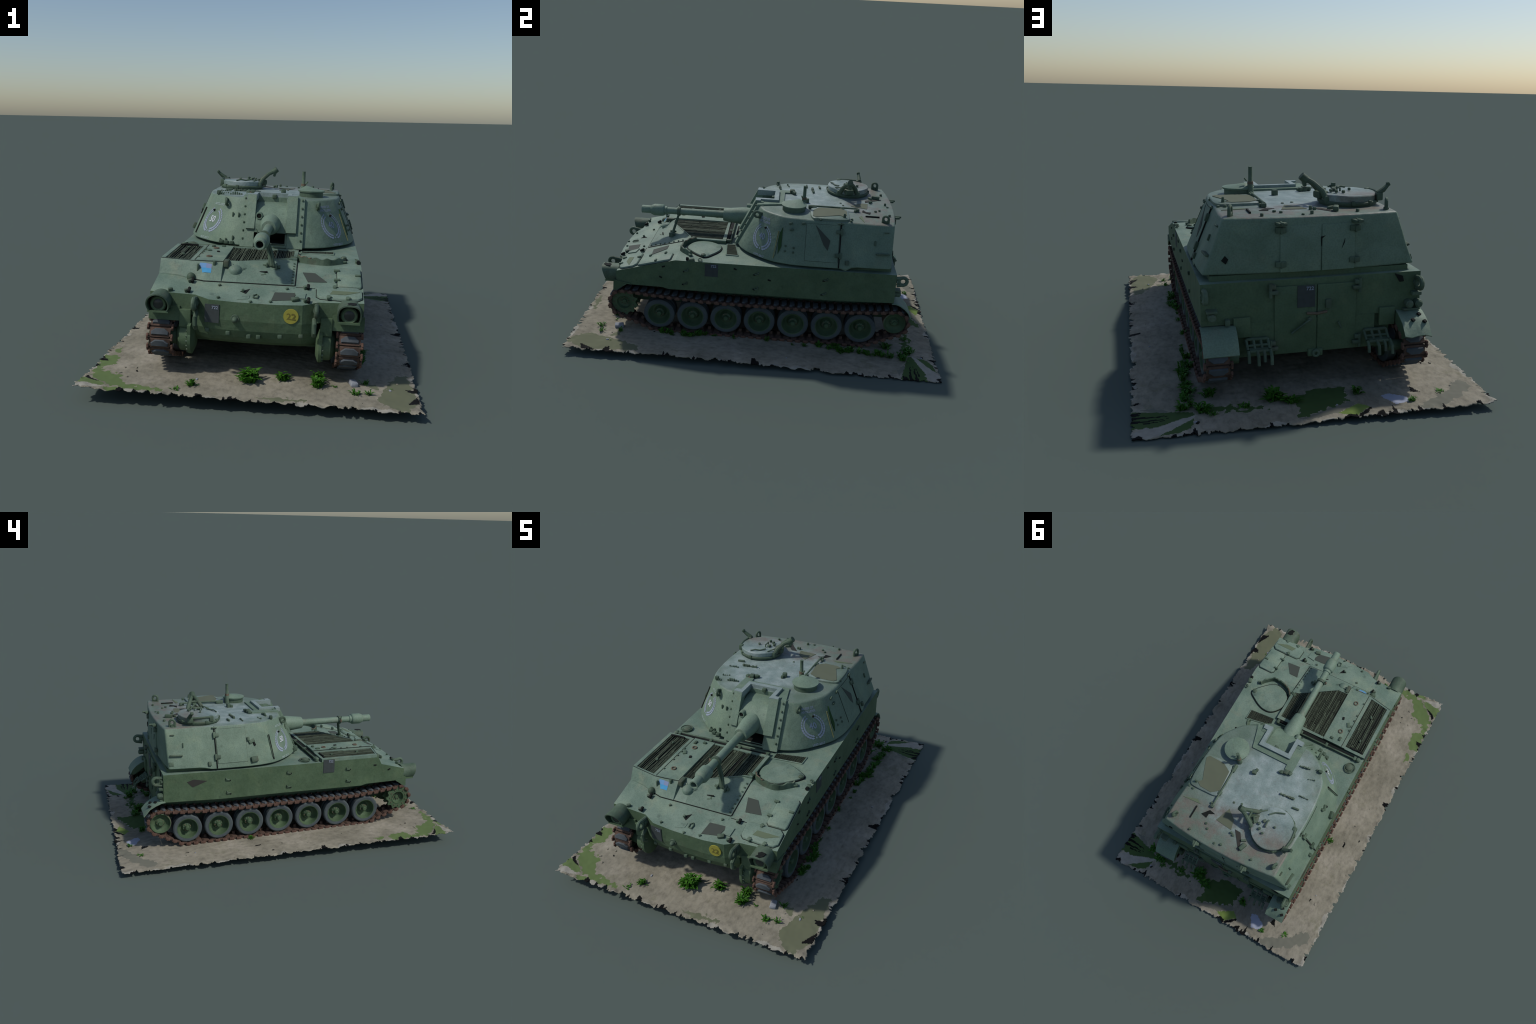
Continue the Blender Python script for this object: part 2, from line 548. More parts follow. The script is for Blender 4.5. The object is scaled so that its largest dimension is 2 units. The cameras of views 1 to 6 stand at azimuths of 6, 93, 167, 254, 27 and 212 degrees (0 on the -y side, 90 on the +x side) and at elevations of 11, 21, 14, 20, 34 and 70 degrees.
def build_deck():
    b = Build()
    # sloping front panel between the deck edge and the glacis
    for a, c in zip(EDGE[:-1], EDGE[1:]):
        b.add([(a[0], a[1], a[2]), (c[0], c[1], c[2]), (c[0], c[3], c[4]), (a[0], a[3], a[4])], [[0, 1, 2, 3]], P_DECK)
        b.add([(a[0], a[3], a[4]), (c[0], c[3], c[4]), (c[0], c[3], glacis(c[3]) - 0.01), (a[0], a[3], glacis(a[3]) - 0.01)],
              [[0, 1, 2, 3]], P_DECK)
    e = EDGE[-1]
    b.add([(e[0], e[1], e[2]), (e[0], e[3], e[4]), (e[0], e[3], 0.36), (e[0], e[1], 0.43)], [[0, 1, 2, 3]], P_DECK)
    e = EDGE[0]
    b.add([(e[0], e[1], e[2]), (e[0], e[3], e[4]), (e[0], e[3], 0.36), (e[0], e[1], 0.36)], [[0, 1, 2, 3]], P_HULL)
    for i in range(8):  # bolts along the panel's side
        y = -0.45 - i * 0.026
        b.box((0.138, y, plate_z(0.138, y) + 0.002), (0.007, 0.007, 0.006), P_FIT)
    b.obj("front_panel", VEH, 20, False)
    b = Build()
    # raised base with dark pits
    poly = [(x, y, 0.40) for x, y, *_ in EDGE] + [(0.149, -0.203, 0.40), (-0.4404, -0.212, 0.40)]
    b.prism(poly, (0, 0, 0.0555), P_DARK, P_HULL)
    # rails around the grilles
    T = 0.4635
    def strip(pts, z=T, m=P_DECK):
        b.prism([(x, y, 0.445) for x, y in pts], (0, 0, z - 0.445), m)
    strip([(-0.4406, -0.212), (-0.4406, -0.568), (-0.422, -0.572), (-0.422, -0.212)])
    strip([(-0.308, -0.214), (-0.308, -0.594), (-0.286, -0.598), (-0.286, -0.214)])
    strip([(-0.286, -0.2135), (-0.286, -0.597), (-0.164, -0.588), (-0.164, -0.2135)], 0.4665)
    strip([(0.131, -0.204), (0.131, -0.415), (0.1485, -0.4125), (0.1485, -0.204)], 0.462)
    strip([(-0.4225, -0.211), (-0.4225, -0.228), (-0.3075, -0.228), (-0.3075, -0.211)], 0.463)
    strip([(-0.1645, -0.2105), (-0.1645, -0.224), (0.1315, -0.224), (0.1315, -0.2035)], 0.463)
    strip([(-0.4225, -0.5715), (-0.4225, -0.562), (-0.3075, -0.583), (-0.3075, -0.5945)], 0.463)
    strip([(-0.1645, -0.557), (-0.1645, -0.546), (-0.098, -0.543), (0.107, -0.411), (0.1315, -0.405), (0.1315, -0.4145),
           (0.105, -0.4185), (-0.098, -0.5515)], 0.4615)
    b.obj("engine_deck", VEH, 30)
    # louvre slats
    b = Build()
    def slats(x0, x1, pitch, back):
        n = int((x1 - x0) / pitch)
        for i in range(n + 1):
            x = x0 + i * pitch + RNG.uniform(-0.0016, 0.0016)
            if RNG.random() < 0.06:
                continue
            y0, y1 = grille_front(x) + 0.002, back
            w = RNG.choice((0.0024, 0.0032, 0.0038, 0.0044, 0.0060))
            # each slat wanders a little and is broken here and there
            y = y0
            while y < y1 - 0.004:
                e = min(y1, y + RNG.uniform(0.03, 0.20))
                h = 0.4605 + RNG.uniform(-0.0022, 0.0022)
                o = RNG.uniform(-0.0012, 0.0012)
                b.box((x + o, (y + e) / 2, (0.446 + h) / 2), (w, e - y, h - 0.446), RNG.choice((P_SLAT, P_SLAT, P_SLAT2)), rotz(RNG.uniform(-0.012, 0.012)))
                y = e + (0.004 if RNG.random() < 0.3 else 0)
    slats(-0.418, -0.312, 0.0070, -0.228)
    slats(-0.160, 0.128, 0.0072, -0.224)
    b.obj("louvre_slat", VEH, 30, True, "stuff")
    # lumps on the panels: handles, rings, pads
    b = Build()
    for x, y in ((-0.237, -0.51), (-0.237, -0.301)):
        b.ring((x, y, 0.469), (0, 0, 1), 0.011, 0.0035, BRASS, 14, 6)
    b.box((-0.262, -0.36, 0.469), (0.02, 0.03, 0.006), P_FIT, rotz(0.5), 0.002)
    b.box((-0.215, -0.385, 0.468), (0.012, 0.018, 0.005), P_DARK, rotz(0.3))
    b.box((-0.257, -0.255, 0.470), (0.014, 0.026, 0.008), P_FIT, None, 0.002)
    b.box((-0.21, -0.24, 0.470), (0.018, 0.014, 0.008), P_FIT, None, 0.002)
    for y in (-0.33, -0.36, -0.40, -0.44, -0.53):
        b.box((-0.281, y, 0.469), (0.007, 0.010, 0.006), P_FIT)
    for x, y in ((-0.37, -0.30), (-0.36, -0.47)):
        b.box((x, y, 0.465), (0.010, 0.018, 0.008), P_FIT, rotz(0.3), 0.002)
    b.tube([(-0.42, -0.232, 0.463), (-0.39, -0.236, 0.468), (-0.36, -0.232, 0.466), (-0.335, -0.236, 0.467)], 0.005, P_DARK, 6)
    b.box((-0.15, -0.575, 0.455), (0.022, 0.05, 0.028), P_FIT, None, 0.004)
    b.obj("deck_fitting", VEH)
    # rail in front of the turret ring, with dark gap
    b = Build()
    b.box((-0.14, -0.194, 0.4515), (0.53, 0.020, 0.015), P_DARK, rotz(-0.02))
    b.cyl((0.135, -0.178, 0.457), (-0.405, -0.184, 0.458), 0.0055, P_FIT, None, 8)
    for x in (0.13, -0.03, -0.2, -0.39):
        b.box((x, -0.188, 0.456), (0.016, 0.026, 0.016), P_FIT, None, 0.003)
    b.lathe([(0, 0.014), (0.014, 0.014), (0.020, 0.008), (0.02, 0)], (-0.412, -0.188, 0.447), (0, 0, 1), P_FIT, 12)
    b.obj("deck_rail", VEH)
    # filler cap
    b = Build()
    b.lathe([(0, 0.028), (0.006, 0.028), (0.007, 0.022), (0.012, 0.021), (0.017, 0.013), (0.018, 0)], (-0.385, -0.125, 0.444), (0, 0, 1), P_FIT, 20)
    b.ring((-0.39, -0.122, 0.452), (0, 0, 1), 0.031, 0.003, P_FIT, 20, 6)
    b.obj("filler_cap", VEH)

build_deck()

# glacis fittings ----------------------------------------------------------------
GR = rotx(math.atan(SLOPE))

def on_glacis(x, y, h=0.0):
    return Vector((x, y, glacis(y))) + GN * h

def build_glacis():
    # raised access covers
    def cover(name, pts, h, m=P_DECK):
        b = Build()
        n = len(pts)
        c = Vector((sum(p[0] for p in pts) / n, sum(p[1] for p in pts) / n, 0))
        lo = [on_glacis(x, y, -0.004) for x, y in pts]
        hi = [on_glacis(x + (c.x - x) * 0.03, y + (c.y - y) * 0.03, h) for x, y in pts]
        h2 = [on_glacis(x + (c.x - x) * 0.10, y + (c.y - y) * 0.10, h + 0.002) for x, y in pts]
        b.add(lo + hi + h2, [[i, (i + 1) % n, n + (i + 1) % n, n + i] for i in range(n)] +
              [[n + i, n + (i + 1) % n, 2 * n + (i + 1) % n, 2 * n + i] for i in range(n)] + [list(range(2 * n, 3 * n))], m)
        return b.obj(name, VEH, 60)
    cover("access_cover", [(0.326, -0.478), (0.336, -0.466), (0.422, -0.466), (0.431, -0.478), (0.431, -0.632), (0.425, -0.643), (0.34, -0.642), (0.328, -0.63)], 0.009)
    cover("access_cover", [(0.241, -0.665), (0.256, -0.65), (0.410, -0.648), (0.430, -0.667), (0.430, -0.728), (0.410, -0.745), (0.352, -0.749), (0.258, -0.743), (0.242, -0.728)], 0.010)
    b = Build()
    for x, y, w in ((0.326, -0.508, 1), (0.326, -0.592, 1), (0.292, -0.742, 0), (0.369, -0.744, 0), (0.317, -0.656, 0), (0.416, -0.545, 1)):
        s = (0.026, 0.012, 0.012) if w else (0.014, 0.022, 0.012)
        b.box(on_glacis(x, y, 0.012), s, P_FIT, GR, 0.003)
        b.cyl(on_glacis(x - 0.008, y, 0.014), on_glacis(x + 0.012, y, 0.016), 0.004, P_FIT, None, 8)
    b.obj("cover_hinge", VEH)
    b = Build()
    for x, y in ((0.203, -0.664), (0.208, -0.773), (-0.283, -0.748), (-0.284, -0.665)):
        b.box(on_glacis(x - 0.004, y, 0.009), (0.024, 0.012, 0.014), P_FIT, GR @ rotz(0.5), 0.003)
        b.cyl(on_glacis(x + 0.004, y - 0.012, 0.008), on_glacis(x + 0.004, y + 0.010, 0.014), 0.007, P_DARK, None, 8)
    for x, y in ((-0.163, -0.68), (0.12, -0.677), (-0.153, -0.782), (-0.02, -0.80), (0.06, -0.79)):
        b.box(on_glacis(x, y, 0.003), (0.012, 0.010, 0.010), P_FIT, GR @ rotz(0.7), 0.002)
    b.box(on_glacis(-0.357, -0.748, 0.006), (0.020, 0.014, 0.018), P_FIT, GR @ rotz(0.5), 0.004)
    b.obj("glacis_bracket", VEH)
    b = Build()
    b.tube([on_glacis(-0.014, -0.748, 0.003), on_glacis(-0.012, -0.768, 0.005), on_glacis(0.004, -0.770, 0.005), on_glacis(0.007, -0.752, 0.005), on_glacis(0.0, -0.738, 0.003)],
           0.003, P_FIT, 6, True)
    b.obj("tie_loop", VEH)
    b = Build()
    b.prism([on_glacis(x, y, -0.004) for x, y in ((0.150, -0.695), (0.20, -0.705), (0.196, -0.752), (0.165, -0.752))], GN * 0.009, P_DECK)
    b.box(on_glacis(0.158, -0.765, 0.007), (0.034, 0.022, 0.014), P_FIT, GR @ rotz(0.4), 0.005)
    b.prism([on_glacis(x, y, -0.004) for x, y in ((-0.075, -0.785), (-0.03, -0.775), (-0.028, -0.745), (-0.05, -0.76))], GN * 0.006, P_DECK)
    b.obj("glacis_wedge", VEH)
    # dark triangular hole with a stub in it
    b = Build()
    b.prism([on_glacis(x, y, -0.004) for x, y in ((-0.072, -0.718), (-0.034, -0.694), (-0.046, -0.735))], GN * 0.0055, P_DARK)
    b.box(on_glacis(-0.060, -0.718, 0.006), (0.010, 0.010, 0.014), P_FIT, GR, 0.002)
    b.obj("open_socket", VEH)
    # plain filled patches left on the paint
    def patch(name, pts, m, h=0.0022):
        b = Build()
        b.prism([on_glacis(x, y, -0.003) for x, y in pts], GN * (h + 0.003), m)
        b.obj(name, VEH)
    patch("filler_patch", [(0.179, -0.521), (0.233, -0.522), (0.285, -0.597), (0.204, -0.604)], FILL_G)
    patch("filler_patch", [(0.071, -0.71), (0.162, -0.706), (0.144, -0.764), (0.061, -0.779)], FILL_G)
    patch("filler_patch", [(0.308, -0.687), (0.421, -0.688), (0.36, -0.716), (0.297, -0.716)], FILL_O, 0.0135)
    # front panel items
    def pz(x, y, h=0): return (x, y, plate_z(x, y) + h)
    b = Build()
    b.lathe([(-0.012, 0.030), (0.004, 0.029), (0.012, 0.022), (0.017, 0.010), (0.018, 0)], pz(-0.111, -0.592), GN, P_DECK, 18)
    b.prism([pz(-0.085, -0.60, -0.004), pz(-0.045, -0.575, -0.004), pz(-0.075, -0.58, -0.004)], (0, 0, 0.014), P_DECK)
    b.prism([pz(-0.135, -0.60, -0.004), pz(-0.15, -0.575, -0.004), pz(-0.12, -0.575, -0.004)], (0, 0, 0.012), P_DECK)
    b.obj("domed_vent", VEH, 60)
    b = Build()
    b.lathe([(-0.01, 0.019), (0.004, 0.019), (0.014, 0.015), (0.020, 0.007), (0.021, 0)], (-0.293, -0.636, 0.398), (0, -0.75, 0.65), P_FIT, 16)
    b.obj("round_cap", VEH, 60)
    b = Build()
    b.box(pz(0.012, -0.598, 0.006), (0.024, 0.020, 0.014), P_FIT, GR @ rotz(0.3), 0.003)
    b.box(pz(0.012, -0.590, 0.014), (0.034, 0.006, 0.006), P_DARK, GR @ rotz(0.2))
    b.box(pz(-0.20, -0.600, 0.0), (0.012, 0.012, 0.03), P_FIT, None, 0.003)
    b.box(pz(-0.268, -0.618, 0.006), (0.008, 0.014, 0.036), P_FIT, None, 0.002)
    b.obj("panel_bracket", VEH)
    # painted flag on the sloping face
    def tile(u0, u1, v0, v1, m, o):
        b = Build()
        def q(u, v):
            x = -0.262 + 0.052 * u
            y = -0.602 - 0.026 * v
            return Vector((x, y, plate_z(x, y)))
        n = Vector((0, -0.8, 0.6))
        K = 4
        vs = [q(u0 + (u1 - u0) * i / K, v0 + (v1 - v0) * j / K) + n * o for j in range(K + 1) for i in range(K + 1)]
        fs = [[j * (K + 1) + i, j * (K + 1) + i + 1, (j + 1) * (K + 1) + i + 1, (j + 1) * (K + 1) + i] for j in range(K) for i in range(K)]
        b.add(vs, fs, m)
        b.obj("painted_flag", VEH)
    tile(0, 0.55, 0, 0.5, SKY2, 0.0015)
    tile(0.55, 1, 0, 0.5, PINK, 0.0015)
    tile(0, 1, 0.5, 1, SKY, 0.0015)

build_glacis()

def build_seams():
    b = Build()
    def seam(pts, r=0.0020, loop=False):
        b.tube(pts, r, P_DARK, 5, loop)
    for pts in ([(0.326, -0.478), (0.336, -0.466), (0.422, -0.466), (0.431, -0.478), (0.431, -0.632), (0.422, -0.643), (0.34, -0.642), (0.328, -0.63)],
                [(0.241, -0.665), (0.256, -0.65), (0.410, -0.648), (0.430, -0.667), (0.429, -0.728), (0.410, -0.745), (0.352, -0.749), (0.258, -0.743), (0.242, -0.728)]):
        seam([on_glacis(x, y, 0.0) for x, y in pts], 0.0024, True)
    seam([(x, y - 0.001, glacis(y) + 0.001) for x, _, _, y, _ in EDGE[2:]], 0.0026)
    seam([(0.151, y, glacis(y) + 0.001) for y in (-0.645, -0.54, -0.45)] + [(0.151, -0.41, 0.4445)], 0.0028)
    seam([on_glacis(x, -0.653 - 0.004 * (x + 0.44), 0.0) for x in (0.155, 0.2, 0.236)], 0.0018)
    seam([(x, y, z + 0.0003) for x, y, z, _, _ in EDGE[:5]], 0.0014)
    seam([(-0.286, y, 0.4665) for y in (-0.215, -0.4, -0.595)], 0.0018)
    b.obj("panel_seam", VEH)

build_seams()

# gun travel lock
def build_lock():
    b = Build()
    z = plate_z(0.042, -0.527)
    for s in (-1, 1):
        b.box((0.042 + s * 0.021, -0.527, z + 0.008), (0.008, 0.034, 0.026), P_FIT, None, 0.002)
        b.lathe([(0, 0.008), (0.01, 0.008)], (0.042 + s * 0.028, -0.527, z + 0.008), (s, 0, 0), P_FIT, 10)
    b.cyl((0.015, -0.527, z + 0.010), (0.069, -0.527, z + 0.010), 0.005, P_FIT)
    top = Vector((0.012, -0.497, 0.552))
    bot = Vector((0.042, -0.527, z + 0.010))
    for s in (-1, 1):
        b.tube([bot + Vector((s * 0.010, 0, 0)), bot.lerp(top, 0.5) + Vector((s * 0.007 + 0.006, 0, 0)), top + Vector((s * 0.006, 0, 0))],
               0.006, P_FIT, 8)
    b.cyl(bot, bot.lerp(top, 0.95), 0.008, P_FIT, 0.006, 8)
    b.lathe([(0, 0.0235), (0.002, 0.027), (0.016, 0.027), (0.018, 0.0235)], (0, -0.506, 0.567), (0, 1, 0), P_FIT, 20)
    b.box((-0.028, -0.50, 0.567), (0.014, 0.012, 0.018), BRASS, None, 0.003)
    b.cyl((-0.026, -0.50, 0.575), (-0.034, -0.50, 0.60), 0.0025, P_FIT, None, 6)
    b.obj("travel_lock", VEH)

build_lock()

# driver's hatch, visor, vent ------------------------------------------------------
def smooth_loop(pts, n=6):
    out = []
    k = len(pts)
    for i in range(k):
        p0, p1, p2, p3 = (Vector(pts[(i + j - 1) % k]) for j in range(4))
        for s in range(n):
            t = s / n
            out.append(0.5 * ((2 * p1) + (-p0 + p2) * t + (2 * p0 - 5 * p1 + 4 * p2 - p3) * t * t + (-p0 + 3 * p1 - 3 * p2 + p3) * t ** 3))
    return out

def smooth_path(pts, n=6):
    out = []
    k = len(pts)
    for i in range(k - 1):
        p0, p1, p2, p3 = (Vector(pts[max(0, min(k - 1, i + j - 1))]) for j in range(4))
        for s in range(n):
            t = s / n
            out.append(0.5 * ((2 * p1) + (-p0 + p2) * t + (2 * p0 - 5 * p1 + 4 * p2 - p3) * t * t + (-p0 + 3 * p1 - 3 * p2 + p3) * t ** 3))
    out.append(Vector(pts[-1]))
    return out

def build_driver():
    b = Build()
    loop = smooth_loop([(0.374, -0.296, 0), (0.336, -0.256, 0), (0.268, -0.222, 0), (0.204, -0.226, 0), (0.156, -0.285, 0), (0.158, -0.349, 0),
                        (0.195, -0.388, 0), (0.262, -0.402, 0), (0.318, -0.365, 0)], 5)
    c = Vector((0.255, -0.31, 0))
    n = len(loop)
    rings = []
    for k, z in ((1.0, 0.436), (1.0, 0.4505), (0.975, 0.4530), (0.5, 0.4545)):
        rings += [Vector((c.x + (p.x - c.x) * k, c.y + (p.y - c.y) * k, z)) for p in loop]
    fs = []
    for r in range(3):
        for i in range(n):
            j = (i + 1) % n
            fs.append([r * n + i, r * n + j, (r + 1) * n + j, (r + 1) * n + i])
    fs.append([3 * n + i for i in range(n)])
    b.add(rings, fs, P_DECK)
    b.lathe([(0, 0.013), (0.012, 0.013), (0.016, 0.008), (0.016, 0)], (0.362, -0.302, 0.446), (0, 0, 1), P_FIT, 12)
    b.obj("driver_hatch", VEH, 45)
    b = Build()
    b.tube([Vector((p.x, p.y, 0.4455)) for p in [c + (q - c) * 1.025 for q in loop]], 0.0035, P_DARK, 6, True)
    b.obj("hatch_seal", VEH)
    # wind guard: a leaning, segmented strip in front of the hatch
    b = Build()
    path = smooth_path([(0.150, -0.372, 0), (0.172, -0.400, 0), (0.205, -0.420, 0), (0.25, -0.432, 0), (0.292, -0.430, 0), (0.335, -0.396, 0), (0.356, -0.368, 0)], 6)
    vs, fs = [], []
    for i, p in enumerate(path):
        d = (path[min(i + 1, len(path) - 1)] - path[max(i - 1, 0)]).normalized()
        nrm = Vector((d.y, -d.x, 0))
        wob = 0.002 * math.sin(i * 1.9)
        hgt = 0.026 + 0.004 * math.sin(i * 0.9)
        for o, z in ((0.010, 0.438), (0.004 + wob, 0.442 + hgt), (-0.004 + wob, 0.443 + hgt), (-0.010, 0.442)):
            vs.append((p.x + nrm.x * o, p.y + nrm.y * o, z))
    for i in range(len(path) - 1):
        for k in range(4):
            k2 = (k + 1) % 4
            fs.append([i * 4 + k, i * 4 + k2, i * 4 + 4 + k2, i * 4 + 4 + k])
    L = (len(path) - 1) * 4
    fs += [[0, 1, 2, 3], [L + 3, L + 2, L + 1, L]]
    b.add(vs, fs, P_FIT)
    b.tube([Vector((p.x, p.y, 0.4685 + 0.003 * math.sin(i))) for i, p in enumerate(path[:14])], 0.003, BRASS, 6)
    b.box((0.135, -0.392, 0.458), (0.034, 0.020, 0.014), P_FIT, rotz(-0.4), 0.004)
    b.box((0.363, -0.372, 0.449), (0.022, 0.016, 0.012), P_FIT, rotz(0.4), 0.003)
    b.obj("wind_guard", VEH, 50)
    # small vent grille
    b = Build()
    quad = [(0.318, -0.183), (0.163, -0.195), (0.160, -0.147), (0.320, -0.117)]
    b.prism([(x, y, 0.43) for x, y in quad], (0, 0, 0.0155), P_DARK, P_DECK)
    for i in range(24):
        k = (i + 0.5) / 24
        x = 0.318 - 0.155 * k
        y0, y1 = -0.183 - 0.012 * k, -0.117 - 0.030 * k
        b.box((x + RNG.uniform(-0.0008, 0.0008), (y0 + y1) / 2, 0.4465), (0.0028, y1 - y0 - 0.004, 0.004), P_SLAT, rotz(RNG.uniform(-0.05, 0.05)))
    for i in range(4):
        a, c2 = Vector(quad[i] + (0,)), Vector(quad[(i + 1) % 4] + (0,))
        b.tube([(a.x, a.y, 0.446), (c2.x, c2.y, 0.446)], 0.0035, P_DECK, 6)
    b.obj("vent_grille", VEH)
    # tie-downs along the deck edge
    b = Build()
    b.box((0.425, -0.355, 0.448), (0.02, 0.03, 0.014), P_FIT, rotz(0.3), 0.003)
    b.cyl((0.425, -0.372, 0.452), (0.425, -0.384, 0.452), 0.009, P_DARK, None, 10)
    b.ring((0.424, -0.31, 0.450), (0.3, 0.1, 1), 0.010, 0.003, P_FIT, 12, 6)
    b.obj("deck_tie_down", VEH)

build_driver()

# side and rear of the hull ----------------------------------------------------------
def text_mesh(s, size=1.0, bold=1.0):
    cu = bpy.data.curves.new("lettering_curve", "FONT")
    cu.body = s
    cu.size = size
    cu.align_x, cu.align_y = "CENTER", "CENTER"
    cu.resolution_u = 3
    cu.offset = 0.02 * size * bold
    o = bpy.data.objects.new("lettering_tmp", cu)
    bpy.context.scene.collection.objects.link(o)
    dg = bpy.context.evaluated_depsgraph_get()
    me = o.evaluated_get(dg).to_mesh()
    vs = [v.co.copy() for v in me.vertices]
    fs = [list(p.vertices) for p in me.polygons]
    o.evaluated_get(dg).to_mesh_clear()
    bpy.data.objects.remove(o)
    bpy.data.curves.remove(cu)
    return vs, fs

def lettering(name, s, place, m, size, thick=0.0012, stretch=1.0):
    """place(u, v, h) -> 3D point"""
    vs, fs = text_mesh(s, size)
    b = Build()
    n = len(vs)
    b.add([place(v.x * stretch, v.y, thick) for v in vs], fs, m)
    return b.obj(name, VEH, 30, False)

def build_sides():
    for s in (-1, 1):
        X = HWR if s > 0 else -HW
        b = Build()
        pts = ((0.361, 0.39), (0.357, 0.309), (-0.006, 0.396), (-0.006, 0.311), (-0.38, 0.386), (-0.385, 0.31))
        for y, z in pts:
            b.box((X + s * 0.003, y, z), (0.010, 0.022, 0.006), P_FIT, rotx(RNG.uniform(-0.3, 0.3)), 0.002)
            b.box((X + s * 0.004, y + 0.008, z + 0.008), (0.010, 0.008, 0.010), P_FIT, rotx(RNG.uniform(-0.6, 0.6)), 0.002)
            b.box((X + s * 0.002, y - 0.012, z - 0.004), (0.006, 0.012, 0.005), P_DARK, rotx(RNG.uniform(-0.6, 0.6)))
        extra = ((-0.558, 0.397), (-0.654, 0.362)) if s < 0 else ((-0.121, 0.417), (-0.518, 0.34), (-0.503, 0.402), (0.062, 0.367))
        for y, z in extra:
            b.box((X + s * 0.001, y, z), (0.005, 0.016, 0.007), P_DARK, rotx(RNG.uniform(-0.7, 0.7)))
        b.obj("side_bracket", VEH)
        # number plate
        if s < 0:
            X -= 0.001
        y0, y1, z0, z1 = (-0.222, -0.292, 0.376, 0.457) if s < 0 else (-0.282, -0.212, 0.363, 0.435)
        b = Build()
        b.prism([(X - s * 0.002, y0, z1), (X - s * 0.002, y1, z1), (X - s * 0.002, y1, z0), (X - s * 0.002, y0, z0)], (s * 0.0035, 0, 0), PLATE)
        b.obj("number_plate", VEH)
        yc = y0 + (y1 - y0) * 0.66
        d = 1 if y1 > y0 else -1
        lettering("plate_number", "722", lambda u, v, h: (X + s * (0.0015 + h), yc + d * u, z1 - 0.012 + v), LILAC, 0.020, 0.0008)
    b = Build()
    b.prism([(-0.438, 0.596, 0.397), (-0.438, 0.557, 0.409), (-0.438, 0.479, 0.394), (-0.438, 0.564, 0.363)], (-0.0035, 0, 0), FILL_K)
    b.obj("filler_patch", VEH)
    # front number plate, disc
    b = Build()
    yf = lambda x: -0.8105 + (abs(x) - 0.19) * 0.3 if abs(x) > 0.19 else -0.808 - 0.0
    b.prism([(-0.205, -0.794, 0.328), (-0.145, -0.801, 0.329), (-0.145, -0.801, 0.252), (-0.205, -0.794, 0.252)], (0, -0.004, 0), PLATE)
    b.obj("number_plate", VEH)
    lettering("plate_number", "722", lambda u, v, h: (-0.163 + u, -0.8042 - h - 0.10 * (u + 0.0), 0.316 + v), LILAC, 0.018, 0.0012)
    b = Build()
    b.cyl((0.1445, -0.792, 0.300), (0.1445 + 0.0008, -0.8075, 0.300), 0.0305, YELLOW, None, 40)
    b.obj("number_disc", VEH)
    lettering("disc_number", "22", lambda u, v, h: (0.146 + u, -0.8078 - h, 0.298 + v), UMBER, 0.036, 0.0006, 1.05)

build_sides()

